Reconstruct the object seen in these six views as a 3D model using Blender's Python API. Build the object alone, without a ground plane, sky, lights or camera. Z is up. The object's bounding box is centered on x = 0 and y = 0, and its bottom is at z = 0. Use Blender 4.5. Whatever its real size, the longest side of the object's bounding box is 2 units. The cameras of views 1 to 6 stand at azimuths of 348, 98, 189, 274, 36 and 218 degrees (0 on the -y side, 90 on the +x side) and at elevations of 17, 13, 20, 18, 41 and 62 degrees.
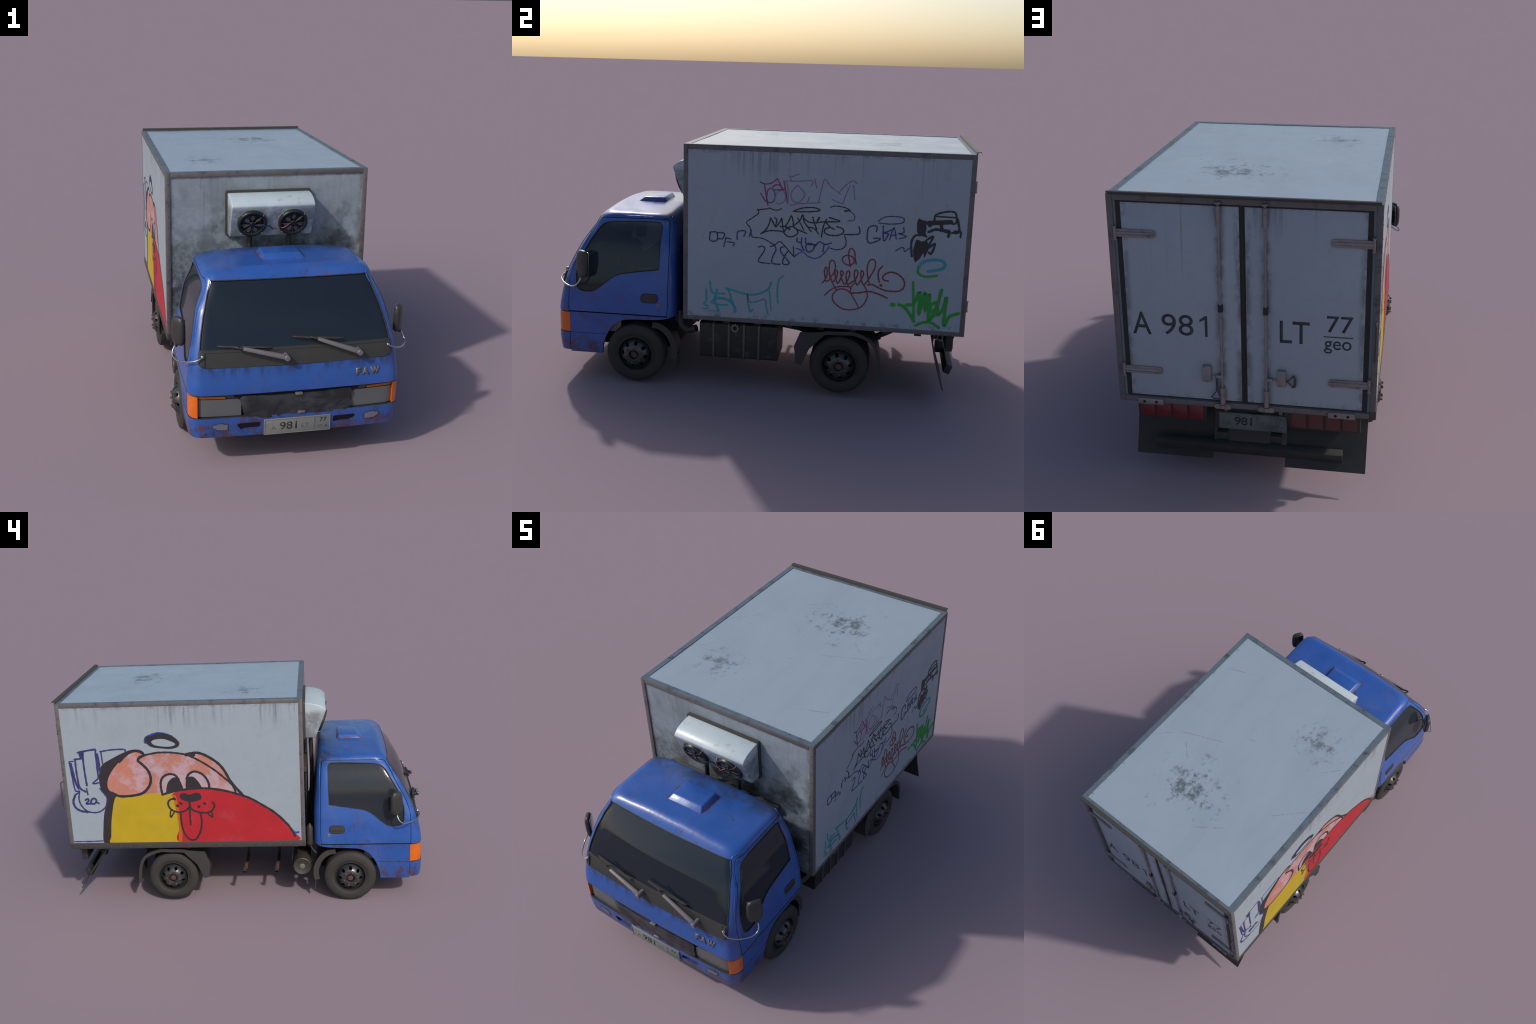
# Small refrigerated box truck: blue cab, pale insulated cargo box with painted
# sides, cooling unit over the cab roof, ladder chassis and six wheels.
# Frame: metres, z up, front of the truck towards -y.
import bpy, bmesh, math
import numpy as np
from mathutils import Vector, Matrix, noise
from mathutils.geometry import tessellate_polygon

RNG = np.random.default_rng(11)

# ------------------------------------------------------------------ scene helpers
def link(ob, parent=None):
    bpy.context.scene.collection.objects.link(ob)
    if parent is not None:
        ob.parent = parent
    return ob


def new_object(name, verts, faces, mat=None, parent=None, smooth=None):
    me = bpy.data.meshes.new(name)
    me.from_pydata([tuple(map(float, v)) for v in verts], [], [tuple(f) for f in faces])
    me.validate()
    ob = bpy.data.objects.new(name, me)
    for m in (mat if isinstance(mat, (list, tuple)) else [mat] if mat else []):
        me.materials.append(m)
    link(ob, parent)
    if smooth is not None:
        soften(ob, smooth)
    return ob


def soften(ob, angle=35):
    me = ob.data
    me.polygons.foreach_set('use_smooth', [True] * len(me.polygons))
    me.set_sharp_from_angle(angle=math.radians(angle))


class Build:
    """Collects primitives into one mesh."""
    def __init__(self):
        self.v, self.f, self.m = [], [], []

    def add(self, verts, faces, slot=0):
        o = len(self.v)
        self.v += [tuple(map(float, p)) for p in verts]
        self.f += [tuple(i + o for i in f) for f in faces]
        self.m += [slot] * len(faces)
        return self

    def box(self, x0, x1, y0, y1, z0, z1, bevel=0.0, slot=0, matrix=None):
        bm = bmesh.new()
        bmesh.ops.create_cube(bm, size=1)
        for v in bm.verts:
            v.co = Vector(((x0 + x1) / 2 + v.co.x * abs(x1 - x0), (y0 + y1) / 2 + v.co.y * abs(y1 - y0),
                           (z0 + z1) / 2 + v.co.z * abs(z1 - z0)))
        if bevel:
            bmesh.ops.bevel(bm, geom=bm.edges[:], offset=bevel, segments=2, affect='EDGES', profile=.5)
        if matrix is not None:
            bm.transform(matrix)
        self.take(bm, slot)
        return self

    def take(self, bm, slot=0):
        bm.verts.index_update()
        self.add([v.co[:] for v in bm.verts], [[v.index for v in f.verts] for f in bm.faces], slot)
        bm.free()

    def tube(self, pts, r, sides=10, slot=0, caps=True, spline=True):
        P = curve_through(pts, 5) if spline and len(pts) > 2 else [np.array(p, float) for p in pts]
        P = np.array(P)
        R = r if np.ndim(r) else [r] * len(P)
        if len(R) != len(P):
            R = np.interp(np.linspace(0, 1, len(P)), np.linspace(0, 1, len(R)), R)
        T = np.gradient(P, axis=0)
        T /= np.linalg.norm(T, axis=1)[:, None]
        n = np.cross(T[0], [0, 0, 1.]) if abs(T[0][2]) < .9 else np.cross(T[0], [1., 0, 0])
        V, F = [], []
        for i, (p, t) in enumerate(zip(P, T)):
            n = n - t * (n @ t)
            n /= np.linalg.norm(n)
            b = np.cross(t, n)
            for k in range(sides):
                a = 2 * math.pi * k / sides
                V.append(p + R[i] * (math.cos(a) * n + math.sin(a) * b))
        for i in range(len(P) - 1):
            for k in range(sides):
                k2 = (k + 1) % sides
                F.append((i * sides + k, i * sides + k2, (i + 1) * sides + k2, (i + 1) * sides + k))
        if caps:
            F.append(tuple(range(sides))[::-1])
            F.append(tuple((len(P) - 1) * sides + k for k in range(sides)))
        return self.add(V, F, slot)

    def lathe(self, profile, origin=(0, 0, 0), axis=(1, 0, 0), segs=40, slot=0, closed=False):
        """profile: (along axis, radius)."""
        a = Vector(axis).normalized()
        u = a.orthogonal().normalized()
        w = a.cross(u)
        o = Vector(origin)
        V, F, n = [], [], len(profile)
        for k in range(segs):
            t = 2 * math.pi * k / segs
            d = u * math.cos(t) + w * math.sin(t)
            for h, r in profile:
                V.append(o + a * h + d * max(r, 1e-5))
        for k in range(segs):
            k2 = (k + 1) % segs
            for i in range(n if closed else n - 1):
                j = (i + 1) % n
                F.append((k * n + i, k2 * n + i, k2 * n + j, k * n + j))
        return self.add(V, F, slot)

    def prism(self, outline, lo, hi, axis, slot=0):
        """outline in the two other axes (cyclic order x,y,z without axis)."""
        def put(a, b, c):
            return {0: (c, a, b), 1: (a, c, b), 2: (a, b, c)}[axis]
        n = len(outline)
        V = [put(a, b, lo) for a, b in outline] + [put(a, b, hi) for a, b in outline]
        F = [tuple(range(n))[::-1], tuple(range(n, 2 * n))]
        F += [(i, (i + 1) % n, n + (i + 1) % n, n + i) for i in range(n)]
        return self.add(V, F, slot)

    def object(self, name, mats, parent=None, smooth=30, recalc=True):
        me = bpy.data.meshes.new(name)
        me.from_pydata(self.v, [], self.f)
        ob = bpy.data.objects.new(name, me)
        for m in (mats if isinstance(mats, (list, tuple)) else [mats]):
            me.materials.append(m)
        if any(self.m):
            me.polygons.foreach_set('material_index', self.m)
        if recalc:
            bm = bmesh.new()
            bm.from_mesh(me)
            bmesh.ops.recalc_face_normals(bm, faces=bm.faces[:])
            bm.to_mesh(me)
            bm.free()
        link(ob, parent)
        if smooth:
            soften(ob, smooth)
        return ob


def curve_through(pts, steps=6, closed=False):
    """Catmull-Rom through the control points."""
    P = [np.array(p, float) for p in pts]
    n = len(P)
    out = []
    for i in range(n if closed else n - 1):
        p1, p2 = P[i], P[(i + 1) % n]
        p0 = P[i - 1] if closed or i > 0 else 2 * p1 - p2
        p3 = P[(i + 2) % n] if closed or i + 2 < n else 2 * p2 - p1
        for s in range(steps):
            t = s / steps
            out.append(.5 * (2 * p1 + (p2 - p0) * t + (2 * p0 - 5 * p1 + 4 * p2 - p3) * t * t
                             + (3 * p1 - p0 - 3 * p2 + p3) * t ** 3))
    if not closed:
        out.append(P[-1])
    return out


def rounded(pts, r, seg=5):
    """Polygon with rounded corners (2D)."""
    out, n = [], len(pts)
    for i in range(n):
        p = np.array(pts[i], float)
        a = np.array(pts[i - 1], float) - p
        b = np.array(pts[(i + 1) % n], float) - p
        rr = r[i] if np.ndim(r) else r
        la, lb = np.linalg.norm(a), np.linalg.norm(b)
        d = min(rr, la * .48, lb * .48)
        if d < 1e-6:
            out.append(tuple(p))
            continue
        s, e = p + a / la * d, p + b / lb * d
        for k in range(seg + 1):
            t = k / seg
            out.append(tuple((1 - t) ** 2 * s + 2 * t * (1 - t) * p + t * t * e))
    return out


def grown(pts, d):
    """Polygon pushed outwards by d (inwards if negative)."""
    P = np.array(pts, float)
    area = np.sum(P[:, 0] * np.roll(P[:, 1], -1) - P[:, 1] * np.roll(P[:, 0], -1))
    T = np.roll(P, -1, 0) - np.roll(P, 1, 0)
    T /= np.linalg.norm(T, axis=1)[:, None] + 1e-12
    N = np.stack([T[:, 1], -T[:, 0]], 1) * (1 if area > 0 else -1)
    return [tuple(p) for p in P + N * d]


def mirrored(outline):
    return [(-a, b) for a, b in outline][::-1]


def boolean(ob, cutter, op='DIFFERENCE', keep=False):
    mod = ob.modifiers.new('cut', 'BOOLEAN')
    mod.operation = op
    mod.object = cutter
    mod.solver = 'EXACT'
    dg = bpy.context.evaluated_depsgraph_get()
    dg.update()
    me = bpy.data.meshes.new_from_object(ob.evaluated_get(dg))
    ob.modifiers.clear()
    old = ob.data
    mats = [m for m in old.materials]
    ob.data = me
    me.name = ob.name
    me.materials.clear()
    for m in mats:
        me.materials.append(m)
    bpy.data.meshes.remove(old)
    if not keep:
        drop(cutter)
    return ob


def drop(ob):
    me = ob.data
    bpy.data.objects.remove(ob)
    if me and me.users == 0:
        bpy.data.meshes.remove(me)


def duplicate(ob, name=None):
    c = ob.copy()
    c.data = ob.data.copy()
    if name:
        c.name = name
    return link(c, ob.parent)


def instance(ob, matrix, parent=None):
    c = ob.copy()
    link(c, parent if parent else ob.parent)
    c.matrix_local = matrix
    return c


# ------------------------------------------------------------------ materials
class Nodes:
    def __init__(self, name):
        self.mat = bpy.data.materials.new(name)
        self.mat.use_nodes = True
        self.t = self.mat.node_tree
        self.bsdf = self.t.nodes['Principled BSDF']
        tc = self.t.nodes.new('ShaderNodeTexCoord')
        self.pos = tc.outputs['Object']
        self._xyz = None

    def _in(self, socket, v):
        if hasattr(v, 'is_output'):
            self.t.links.new(v, socket)
        elif isinstance(v, (tuple, list)):
            socket.default_value = tuple(v) + ((1,) if len(v) == 3 and len(socket.default_value) == 4 else ())
        else:
            socket.default_value = v

    def xyz(self):
        if self._xyz is None:
            s = self.t.nodes.new('ShaderNodeSeparateXYZ')
            self.t.links.new(self.pos, s.inputs[0])
            self._xyz = s.outputs
        return self._xyz

    def noise(self, scale=5., detail=4., rough=.6, stretch=(1, 1, 1), shift=(0, 0, 0)):
        mp = self.t.nodes.new('ShaderNodeMapping')
        mp.inputs['Scale'].default_value = stretch
        mp.inputs['Location'].default_value = shift
        self.t.links.new(self.pos, mp.inputs[0])
        n = self.t.nodes.new('ShaderNodeTexNoise')
        n.inputs['Scale'].default_value = scale
        n.inputs['Detail'].default_value = detail
        n.inputs['Roughness'].default_value = rough
        self.t.links.new(mp.outputs[0], n.inputs['Vector'])
        return n.outputs['Fac']

    def ramp(self, v, lo, hi, a=0., b=1.):
        n = self.t.nodes.new('ShaderNodeMapRange')
        n.interpolation_type = 'SMOOTHSTEP'
        self._in(n.inputs['Value'], v)
        for k, x in zip(('From Min', 'From Max', 'To Min', 'To Max'), (lo, hi, a, b)):
            n.inputs[k].default_value = x
        return n.outputs[0]

    def math(self, op, a, b=0.):
        n = self.t.nodes.new('ShaderNodeMath')
        n.operation = op
        self._in(n.inputs[0], a)
        self._in(n.inputs[1], b)
        return n.outputs[0]

    def mul(self, *v):
        r = v[0]
        for x in v[1:]:
            r = self.math('MULTIPLY', r, x)
        return r

    def mix(self, fac, a, b):
        n = self.t.nodes.new('ShaderNodeMix')
        n.data_type = 'RGBA'
        self._in(n.inputs[0], fac)
        self._in(n.inputs[6], a)
        self._in(n.inputs[7], b)
        return n.outputs[2]

    def near(self, centre, radius, inner=0.):
        """1 inside a ball around the point, 0 outside."""
        n = self.t.nodes.new('ShaderNodeVectorMath')
        n.operation = 'DISTANCE'
        self.t.links.new(self.pos, n.inputs[0])
        n.inputs[1].default_value = centre
        return self.ramp(n.outputs['Value'], inner, radius, 1., 0.)

    def scratch(self, a, b, width):
        """1 along a straight line between two (x, y) points."""
        x, y, _ = self.xyz()
        dx, dy = b[0] - a[0], b[1] - a[1]
        ln = math.hypot(dx, dy)
        dx, dy = dx / ln, dy / ln
        along = self.math('ADD', self.mul(x, dx), self.mul(y, dy))
        across = self.math('ADD', self.mul(x, -dy), self.mul(y, dx))
        t0, n0 = a[0] * dx + a[1] * dy, -a[0] * dy + a[1] * dx
        off = self.math('ABSOLUTE', self.math('SUBTRACT', across, n0))
        mid = self.math('ABSOLUTE', self.math('SUBTRACT', along, t0 + ln / 2))
        return self.mul(self.ramp(off, 0, width, 1., 0.), self.ramp(mid, ln * .3, ln * .5, 1., 0.))

    def bump(self, height, strength=.3, distance=.002):
        n = self.t.nodes.new('ShaderNodeBump')
        n.inputs['Strength'].default_value = strength
        n.inputs['Distance'].default_value = distance
        self._in(n.inputs['Height'], height)
        self.t.links.new(n.outputs[0], self.bsdf.inputs['Normal'])

    def finish(self, colour, rough=.5, metal=0., spec=.5, coat=0.):
        self._in(self.bsdf.inputs['Base Color'], colour)
        self._in(self.bsdf.inputs['Roughness'], rough)
        self.bsdf.inputs['Metallic'].default_value = metal
        self.bsdf.inputs['Specular IOR Level'].default_value = spec
        self.bsdf.inputs['Coat Weight'].default_value = coat
        self.bsdf.inputs['Coat Roughness'].default_value = .15
        return self.mat


def scaled(c, k):
    return tuple(min(1., x * k) for x in c)


def plain(name, col, rough=.5, metal=0., vary=.25, scale=18., grime=None, amount=.35, spread=.52, bump=0., spec=.5, coat=0.):
    """Mottled single-colour surface with optional grime blotches."""
    n = Nodes(name)
    c = n.mix(n.noise(scale), scaled(col, 1 - vary), scaled(col, 1 + vary))
    if grime:
        c = n.mix(n.mul(n.ramp(n.noise(scale * .6, 6, .7, shift=(3, 1, 7)), spread, spread + .18), amount), c, grime)
    if bump:
        n.bump(n.noise(scale * 4, 5), bump)
    return n.finish(c, rough, metal, spec, coat)


PANEL = (.300, .355, .405)
DIRT = (.065, .066, .062)
RUST = (.13, .042, .022)


def panel_material(name, base=PANEL, streaks=True, clouds=0., seams=()):
    n = Nodes(name)
    x, y, z = n.xyz()
    c = n.mix(n.noise(7, 3), scaled(base, .95), scaled(base, 1.05))
    c = n.mix(n.mul(n.ramp(n.noise(2.2, 2, shift=(4, 4, 1)), .45, .75), .35), c, scaled(base, .84))
    if clouds:
        lower = n.ramp(z, .70, 1.14, 1., .2)
        c = n.mix(n.mul(n.ramp(n.noise(9, 7, .68), .34, .62), lower, clouds), c, (.070, .076, .073))
        c = n.mix(n.mul(n.ramp(n.noise(5, 6, .7, shift=(9, 2, 5)), .46, .62), lower, .95), c, (.040, .043, .036))
    if streaks:
        top = n.ramp(z, .99, 1.16)
        run = n.ramp(n.noise(1., 4, .6, stretch=(48, 48, 2.6)), .47, .72)
        where = n.ramp(n.noise(2.6, 1, shift=(2, 7, 0), stretch=(1, 1, .05)), .36, .58)
        c = n.mix(n.mul(top, run, where, .8), c, DIRT)
        long = n.ramp(n.noise(1., 2, .5, stretch=(34, 34, .8), shift=(2, 5, 0)), .66, .76)
        c = n.mix(n.mul(n.ramp(z, .70, 1.1), long, .35), c, DIRT)
        rim = n.ramp(z, 1.135, 1.158)
        c = n.mix(n.mul(rim, n.ramp(n.noise(30, 5, .7), .45, .65), .55), c, DIRT)
        foot = n.ramp(z, .372, .41, 1., 0.)
        c = n.mix(n.mul(foot, n.ramp(n.noise(26, 5, .7), .48, .66), .6), c, DIRT)
    for at in seams:
        edge = n.ramp(n.math('ABSOLUTE', n.math('SUBTRACT', n.math('ABSOLUTE', x), at)), .004, .030, 1., 0.)
        c = n.mix(n.mul(edge, n.ramp(n.noise(24, 6, .7, stretch=(1, 1, .5), shift=(4, 0, 3)), .38, .62), .65), c, DIRT)
    tone = n.mul(n.ramp(n.noise(30, 6, .7, shift=(8, 8, 1)), .45, .75), .22)
    c = n.mix(tone, c, scaled(base, .72))
    spots = n.ramp(n.noise(13, 6, .75, shift=(1, 5, 2)), .64, .74)
    c = n.mix(n.mul(spots, n.ramp(n.noise(1.7, 1, shift=(6, 3, 8)), .5, .62), .55), c, DIRT)
    n.bump(n.noise(120, 4), .12, .001)
    return n.finish(c, n.ramp(n.noise(11, 4), .3, .7, .42, .62))


def roof_material():
    n = Nodes('roof_sheet')
    base = (.300, .365, .430)
    c = n.mix(n.noise(3.2, 2), scaled(base, .90), scaled(base, 1.07))
    c = n.mix(n.mul(n.ramp(n.noise(1., 3, stretch=(7, 1.5, 1), shift=(2, 3, 0)), .48, .72), .25), c, scaled(base, .80))
    grain = n.noise(26, 8, .75, stretch=(1, .75, 1))
    for p, r, lo, amt in (((.11, .58, 1.178), .36, .62, .75), ((.09, .61, 1.178), .17, .545, .75),
                          ((-.25, -.03, 1.178), .27, .625, .65), ((-.26, -.02, 1.178), .10, .57, .6)):
        reach = n.near(p, r, 0.)
        level = n.math('ADD', grain, n.mul(reach, .17))
        c = n.mix(n.mul(n.ramp(level, lo, lo + .19), n.ramp(reach, 0, .3), amt), c, (.088, .100, .108))
    for a, b in (((.39, .39), (.10, .27)), ((.44, -.08), (.28, -.14)), ((-.04, .76), (-.20, .645)), ((-.30, .48), (-.46, .32)),
                 ((.46, .48), (.38, .40)), ((-.36, .12), (-.45, .02)), ((.05, .19), (-.02, .17)), ((.22, .48), (.30, .40))):
        c = n.mix(n.mul(n.scratch(a, b, .0035), n.ramp(n.noise(60, 2), .38, .56), .5), c, (.12, .09, .085))
    x, y, z = n.xyz()
    border = n.ramp(n.math('ABSOLUTE', x), .44, .47)
    c = n.mix(n.mul(border, n.ramp(n.noise(35, 5, .7), .55, .68), .7), c, (.06, .065, .065))
    n.bump(n.math('ADD', n.mul(n.noise(60, 3), .04), n.mul(n.noise(7, 3, .5), 1.6)), .22, .005)
    return n.finish(c, n.ramp(n.noise(9, 4), .3, .7, .26, .40))


def cab_material(name, wear=1., wavy=1.):
    """Blue enamel, faded patches, rust specks and dust."""
    n = Nodes(name)
    x, y, z = n.xyz()
    base = (.024, .094, .362)
    c = n.mix(n.noise(5, 3), scaled(base, .82), scaled(base, 1.14))
    c = n.mix(n.mul(n.ramp(n.noise(4.2, 3, shift=(5, 1, 2)), .44, .72), .45), c, (.060, .118, .38))
    c = n.mix(n.mul(n.ramp(n.noise(2.6, 4, shift=(1, 8, 3)), .50, .72), .5), c, (.018, .085, .33))
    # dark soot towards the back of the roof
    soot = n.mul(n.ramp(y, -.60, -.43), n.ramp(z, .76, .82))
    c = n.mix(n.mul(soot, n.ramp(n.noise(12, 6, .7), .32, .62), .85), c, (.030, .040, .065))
    c = n.mix(n.mul(n.ramp(n.noise(16, 6, .72, shift=(3, 9, 4)), .54, .74), .45 * wear), c, (.022, .036, .11))
    low = n.ramp(z, .16, .36, 1., .10)
    blotch = n.math('ADD', n.noise(17, 7, .68, stretch=(1, 1, .6)), n.mul(low, .08 * wear))
    c = n.mix(n.mul(n.ramp(blotch, .61, .74), .75), c, (.075, .040, .045))
    c = n.mix(n.mul(n.ramp(n.math('ADD', n.noise(27, 6, .7, shift=(6, 2, 2)), n.mul(low, .085 * wear)), .675, .755), .8), c, RUST)
    hatch = n.mul(n.near((0, -.60, .84), .135, .12), n.ramp(n.math('ABSOLUTE', x), .088, .098), n.ramp(n.math('ABSOLUTE', x), .104, .122, 1., 0.), n.ramp(z, .82, .835))
    c = n.mix(n.mul(hatch, n.ramp(n.noise(24, 5, .7, shift=(1, 4, 1)), .40, .60), .85), c, (.10, .035, .02))
    # vertical runs below seams and under the cowl
    run = n.ramp(n.noise(1., 4, .6, stretch=(46, 46, 4)), .52, .72)
    front = n.ramp(y, -.93, -.90, 1., 0.)
    under = n.mul(n.ramp(z, .40, .46), n.ramp(z, .455, .47, 1., 0.), front)
    c = n.mix(n.mul(under, n.ramp(n.noise(1., 4, .6, stretch=(46, 46, 4), shift=(3, 0, 0)), .40, .64), .65), c, (.022, .022, .04))
    c = n.mix(n.mul(run, n.ramp(n.noise(3.4, 1, shift=(7, 7, 7)), .50, .60), .55 * wear), c, (.10, .045, .06))
    seam = n.mul(n.ramp(z, .300, .335), n.ramp(z, .343, .352, 1., 0.))
    c = n.mix(n.mul(seam, n.ramp(n.noise(21, 5, .7), .46, .62), .6), c, (.07, .04, .045))
    if wear > 1.:
        c = n.mix(n.mul(n.ramp(n.noise(22, 7, .72, shift=(2, 2, 8)), .47, .68), n.ramp(z, .13, .25, 1., .2), .85), c, (.040, .027, .026))
    n.bump(n.math('ADD', n.mul(n.noise(26, 5, .6), wavy), n.mul(n.noise(110, 3), .18)), .22, .004)
    return n.finish(c, n.ramp(n.noise(9, 5), .3, .7, .24, .40), coat=.2)


def glass_material(name, pane_colour=(.038, .050, .064), see_through=.5):
    """Tinted pane: partly clear glass, partly a flat blue-grey colour."""
    n = Nodes(name)
    n.finish(pane_colour, .06)
    clear = n.t.nodes.new('ShaderNodeBsdfPrincipled')
    clear.inputs['Base Color'].default_value = (.55, .60, .64, 1)
    clear.inputs['Transmission Weight'].default_value = 1.
    clear.inputs['Roughness'].default_value = .03
    clear.inputs['IOR'].default_value = 1.3
    mix = n.t.nodes.new('ShaderNodeMixShader')
    mix.inputs[0].default_value = see_through
    n.t.links.new(n.bsdf.outputs[0], mix.inputs[1])
    n.t.links.new(clear.outputs[0], mix.inputs[2])
    n.t.links.new(mix.outputs[0], n.t.nodes['Material Output'].inputs['Surface'])
    return n.mat


MAT = {}


def make_materials():
    M = MAT
    M['side'] = panel_material('panel_sheet')
    M['front'] = panel_material('front_panel_sheet', scaled(PANEL, .98), clouds=.80, seams=(.473,))  # seams: dark bands painted as contact shadow beside the corner posts
    M['door'] = panel_material('door_sheet', seams=(.0105, .084, .4425))
    M['roof'] = roof_material()
    M['rail'] = plain('rail_steel', (.122, .110, .112), .55, .0, .18, 30, (.045, .042, .04), .8)
    M['roof_trim'] = plain('roof_trim_steel', (.10, .135, .165), .5, 0, .2, 30, (.03, .032, .03), .85)
    M['sill'] = plain('sill_steel', (.050, .046, .041), .6, 0, .2, 30)
    M['rivet'] = plain('rivet_steel', (.125, .112, .108), .5, .2)
    M['gasket'] = plain('gasket_rubber', (.018, .017, .017), .7)
    M['doorstrip'] = plain('door_edge_sheet', (.13, .18, .22), .5)
    M['bright'] = plain('hinge_steel', (.24, .21, .21), .42, .3, .3, 40, (.05, .045, .045), .7)
    M['cab'] = cab_material('cab_enamel')
    M['cab_low'] = cab_material('skirt_enamel', 1.7, .7)
    M['bumper'] = cab_material('bumper_enamel', 1.9, 1.2)
    M['glass'] = glass_material('side_glass')
    M['windscreen'] = glass_material('windscreen_glass', (.017, .027, .041), .36)
    M['inside'] = plain('cab_lining', (.02, .022, .026), .8)
    M['seat'] = plain('seat_cloth', (.03, .03, .034), .9)
    M['trim'] = plain('window_seal', (.022, .02, .016), .6)
    M['cowl'] = plain('cowl_plastic', (.038, .037, .034), .55, 0, .12, 20)
    M['plastic'] = plain('mirror_plastic', (.036, .035, .034), .38, 0, .1)
    M['mirror'] = plain('mirror_glass', (.5, .55, .6), .05, 1., .02)
    M['chrome'] = plain('bright_rod', (.45, .45, .46), .25, 1., .1)
    M['wiper'] = plain('wiper_metal', (.20, .19, .20), .45, .3, .15)
    M['wiper_dark'] = plain('wiper_rubber', (.04, .035, .034), .6)
    M['lamp'] = plain('headlamp_lens', (.110, .117, .119), .28, 0, .14, 9, coat=.4)
    M['lamp_rim'] = plain('headlamp_housing', (.05, .058, .065), .5)
    M['amber'] = plain('amber_lens', (.66, .125, .006), .3, 0, .22, 22, (.60, .24, .015), .5, coat=.4)
    M['amber_dark'] = plain('amber_strip', (.36, .115, .006), .35, 0, .2)
    M['red'] = plain('red_lens', (.13, .009, .011), .32, 0, .25, 30, coat=.3)
    M['red_dusty'] = plain('dusty_red_lens', (.095, .026, .022), .45, 0, .2, 30)
    M['fog'] = plain('fog_lens', (.15, .16, .21), .4, .0, .25, 60)
    n = Nodes('grille_cloth')
    f = n.noise(13, 3, .5)
    M['cloth'] = n.finish(n.mix(n.ramp(f, .35, .7), (.018, .020, .024), (.046, .051, .062)), .30)
    n.bump(n.noise(34, 3, .5), .2, .004)
    M['plate'] = plain('plate_enamel', (.19, .20, .185), .5, 0, .1, 20, (.11, .135, .12), .7)
    M['plate_rear'] = plain('dirty_plate_enamel', (.13, .15, .15), .6, 0, .2, 25, (.06, .065, .06), .8)
    M['ink'] = plain('plate_ink', (.035, .034, .034), .6)
    M['ink_faded'] = plain('faded_plate_ink', (.10, .102, .098), .6)
    M['ink_door'] = plain('door_lettering', (.035, .035, .042), .6, 0, .3, 60)
    M['green_dot'] = plain('green_sticker', (.02, .30, .03), .5)
    M['blue_dot'] = plain('blue_sticker', (.02, .06, .35), .5)
    M['badge'] = plain('badge_metal', (.17, .16, .155), .45, .2, .2)
    M['tyre'] = plain('tyre_rubber', (.034, .031, .027), .78, 0, .22, 14, (.042, .035, .028), .6, bump=.2)
    M['rim'] = plain('wheel_steel', (.085, .088, .092), .33, .65, .3, 30, (.06, .04, .03), .5)
    M['hole'] = plain('dark_recess', (.006, .006, .006), .9)
    M['rusty'] = plain('rusty_steel', (.135, .060, .036), .75, 0, .4, 60)
    M['hubnut'] = plain('hub_nut_steel', (.10, .065, .045), .6, .2, .3)
    M['frame'] = plain('chassis_paint', (.026, .025, .023), .65, 0, .35, 16, (.06, .035, .022), .5)
    M['tank'] = plain('fuel_tank_steel', (.032, .031, .029), .48, .3, .5, 22, (.12, .115, .105), .6, .54)
    M['band'] = plain('tank_band_steel', (.11, .11, .108), .42, .4)
    M['fender'] = plain('fender_plastic', (.040, .038, .034), .6, 0, .25, 12, (.06, .04, .03), .35)
    M['flap'] = plain('flap_rubber', (.035, .033, .029), .8, 0, .25, 9)
    M['muffler'] = plain('muffler_steel', (.062, .056, .047), .5, .35, .3, 20, (.09, .05, .03), .6)
    n = Nodes('unit_enamel')
    x, y, z = n.xyz()
    base = (.47, .55, .59)
    c = n.mix(n.noise(8, 3), scaled(base, .93), scaled(base, 1.05))
    face = n.ramp(z, 1.005, 1.05, 1., .0)
    c = n.mix(n.mul(n.ramp(n.noise(14, 6, .68), .26, .60), n.math('ADD', n.mul(face, .85), .06)), c, (.185, .20, .218))
    c = n.mix(n.mul(n.ramp(n.noise(20, 6, .7, shift=(4, 4, 4)), .56, .70), .35), c, (.12, .13, .11))
    c = n.mix(n.mul(n.ramp(n.noise(45, 3), .66, .72), .5), c, (.20, .50, .52))
    n.bump(n.noise(60, 4), .15, .002)
    M['unit'] = n.finish(c, .36)
    M['unit_plate'] = plain('unit_fan_plate', (.27, .31, .33), .45, 0, .15, 20, (.08, .09, .09), .5)
    M['fan'] = plain('fan_black', (.028, .027, .025), .35, .3, .3)
    M['blade'] = plain('fan_blade', (.17, .19, .22), .45, .1)
    M['wire'] = plain('fan_guard_wire', (.03, .03, .033), .4, .5)
    M['brass'] = plain('brass_wire', (.13, .105, .07), .45, .4)
    M['cable_blue'] = plain('blue_cable', (.025, .045, .08), .5)
    M['cable_red'] = plain('red_cable', (.22, .045, .03), .5)
    M['pipe'] = plain('pipe_rubber', (.030, .028, .024), .55)
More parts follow.
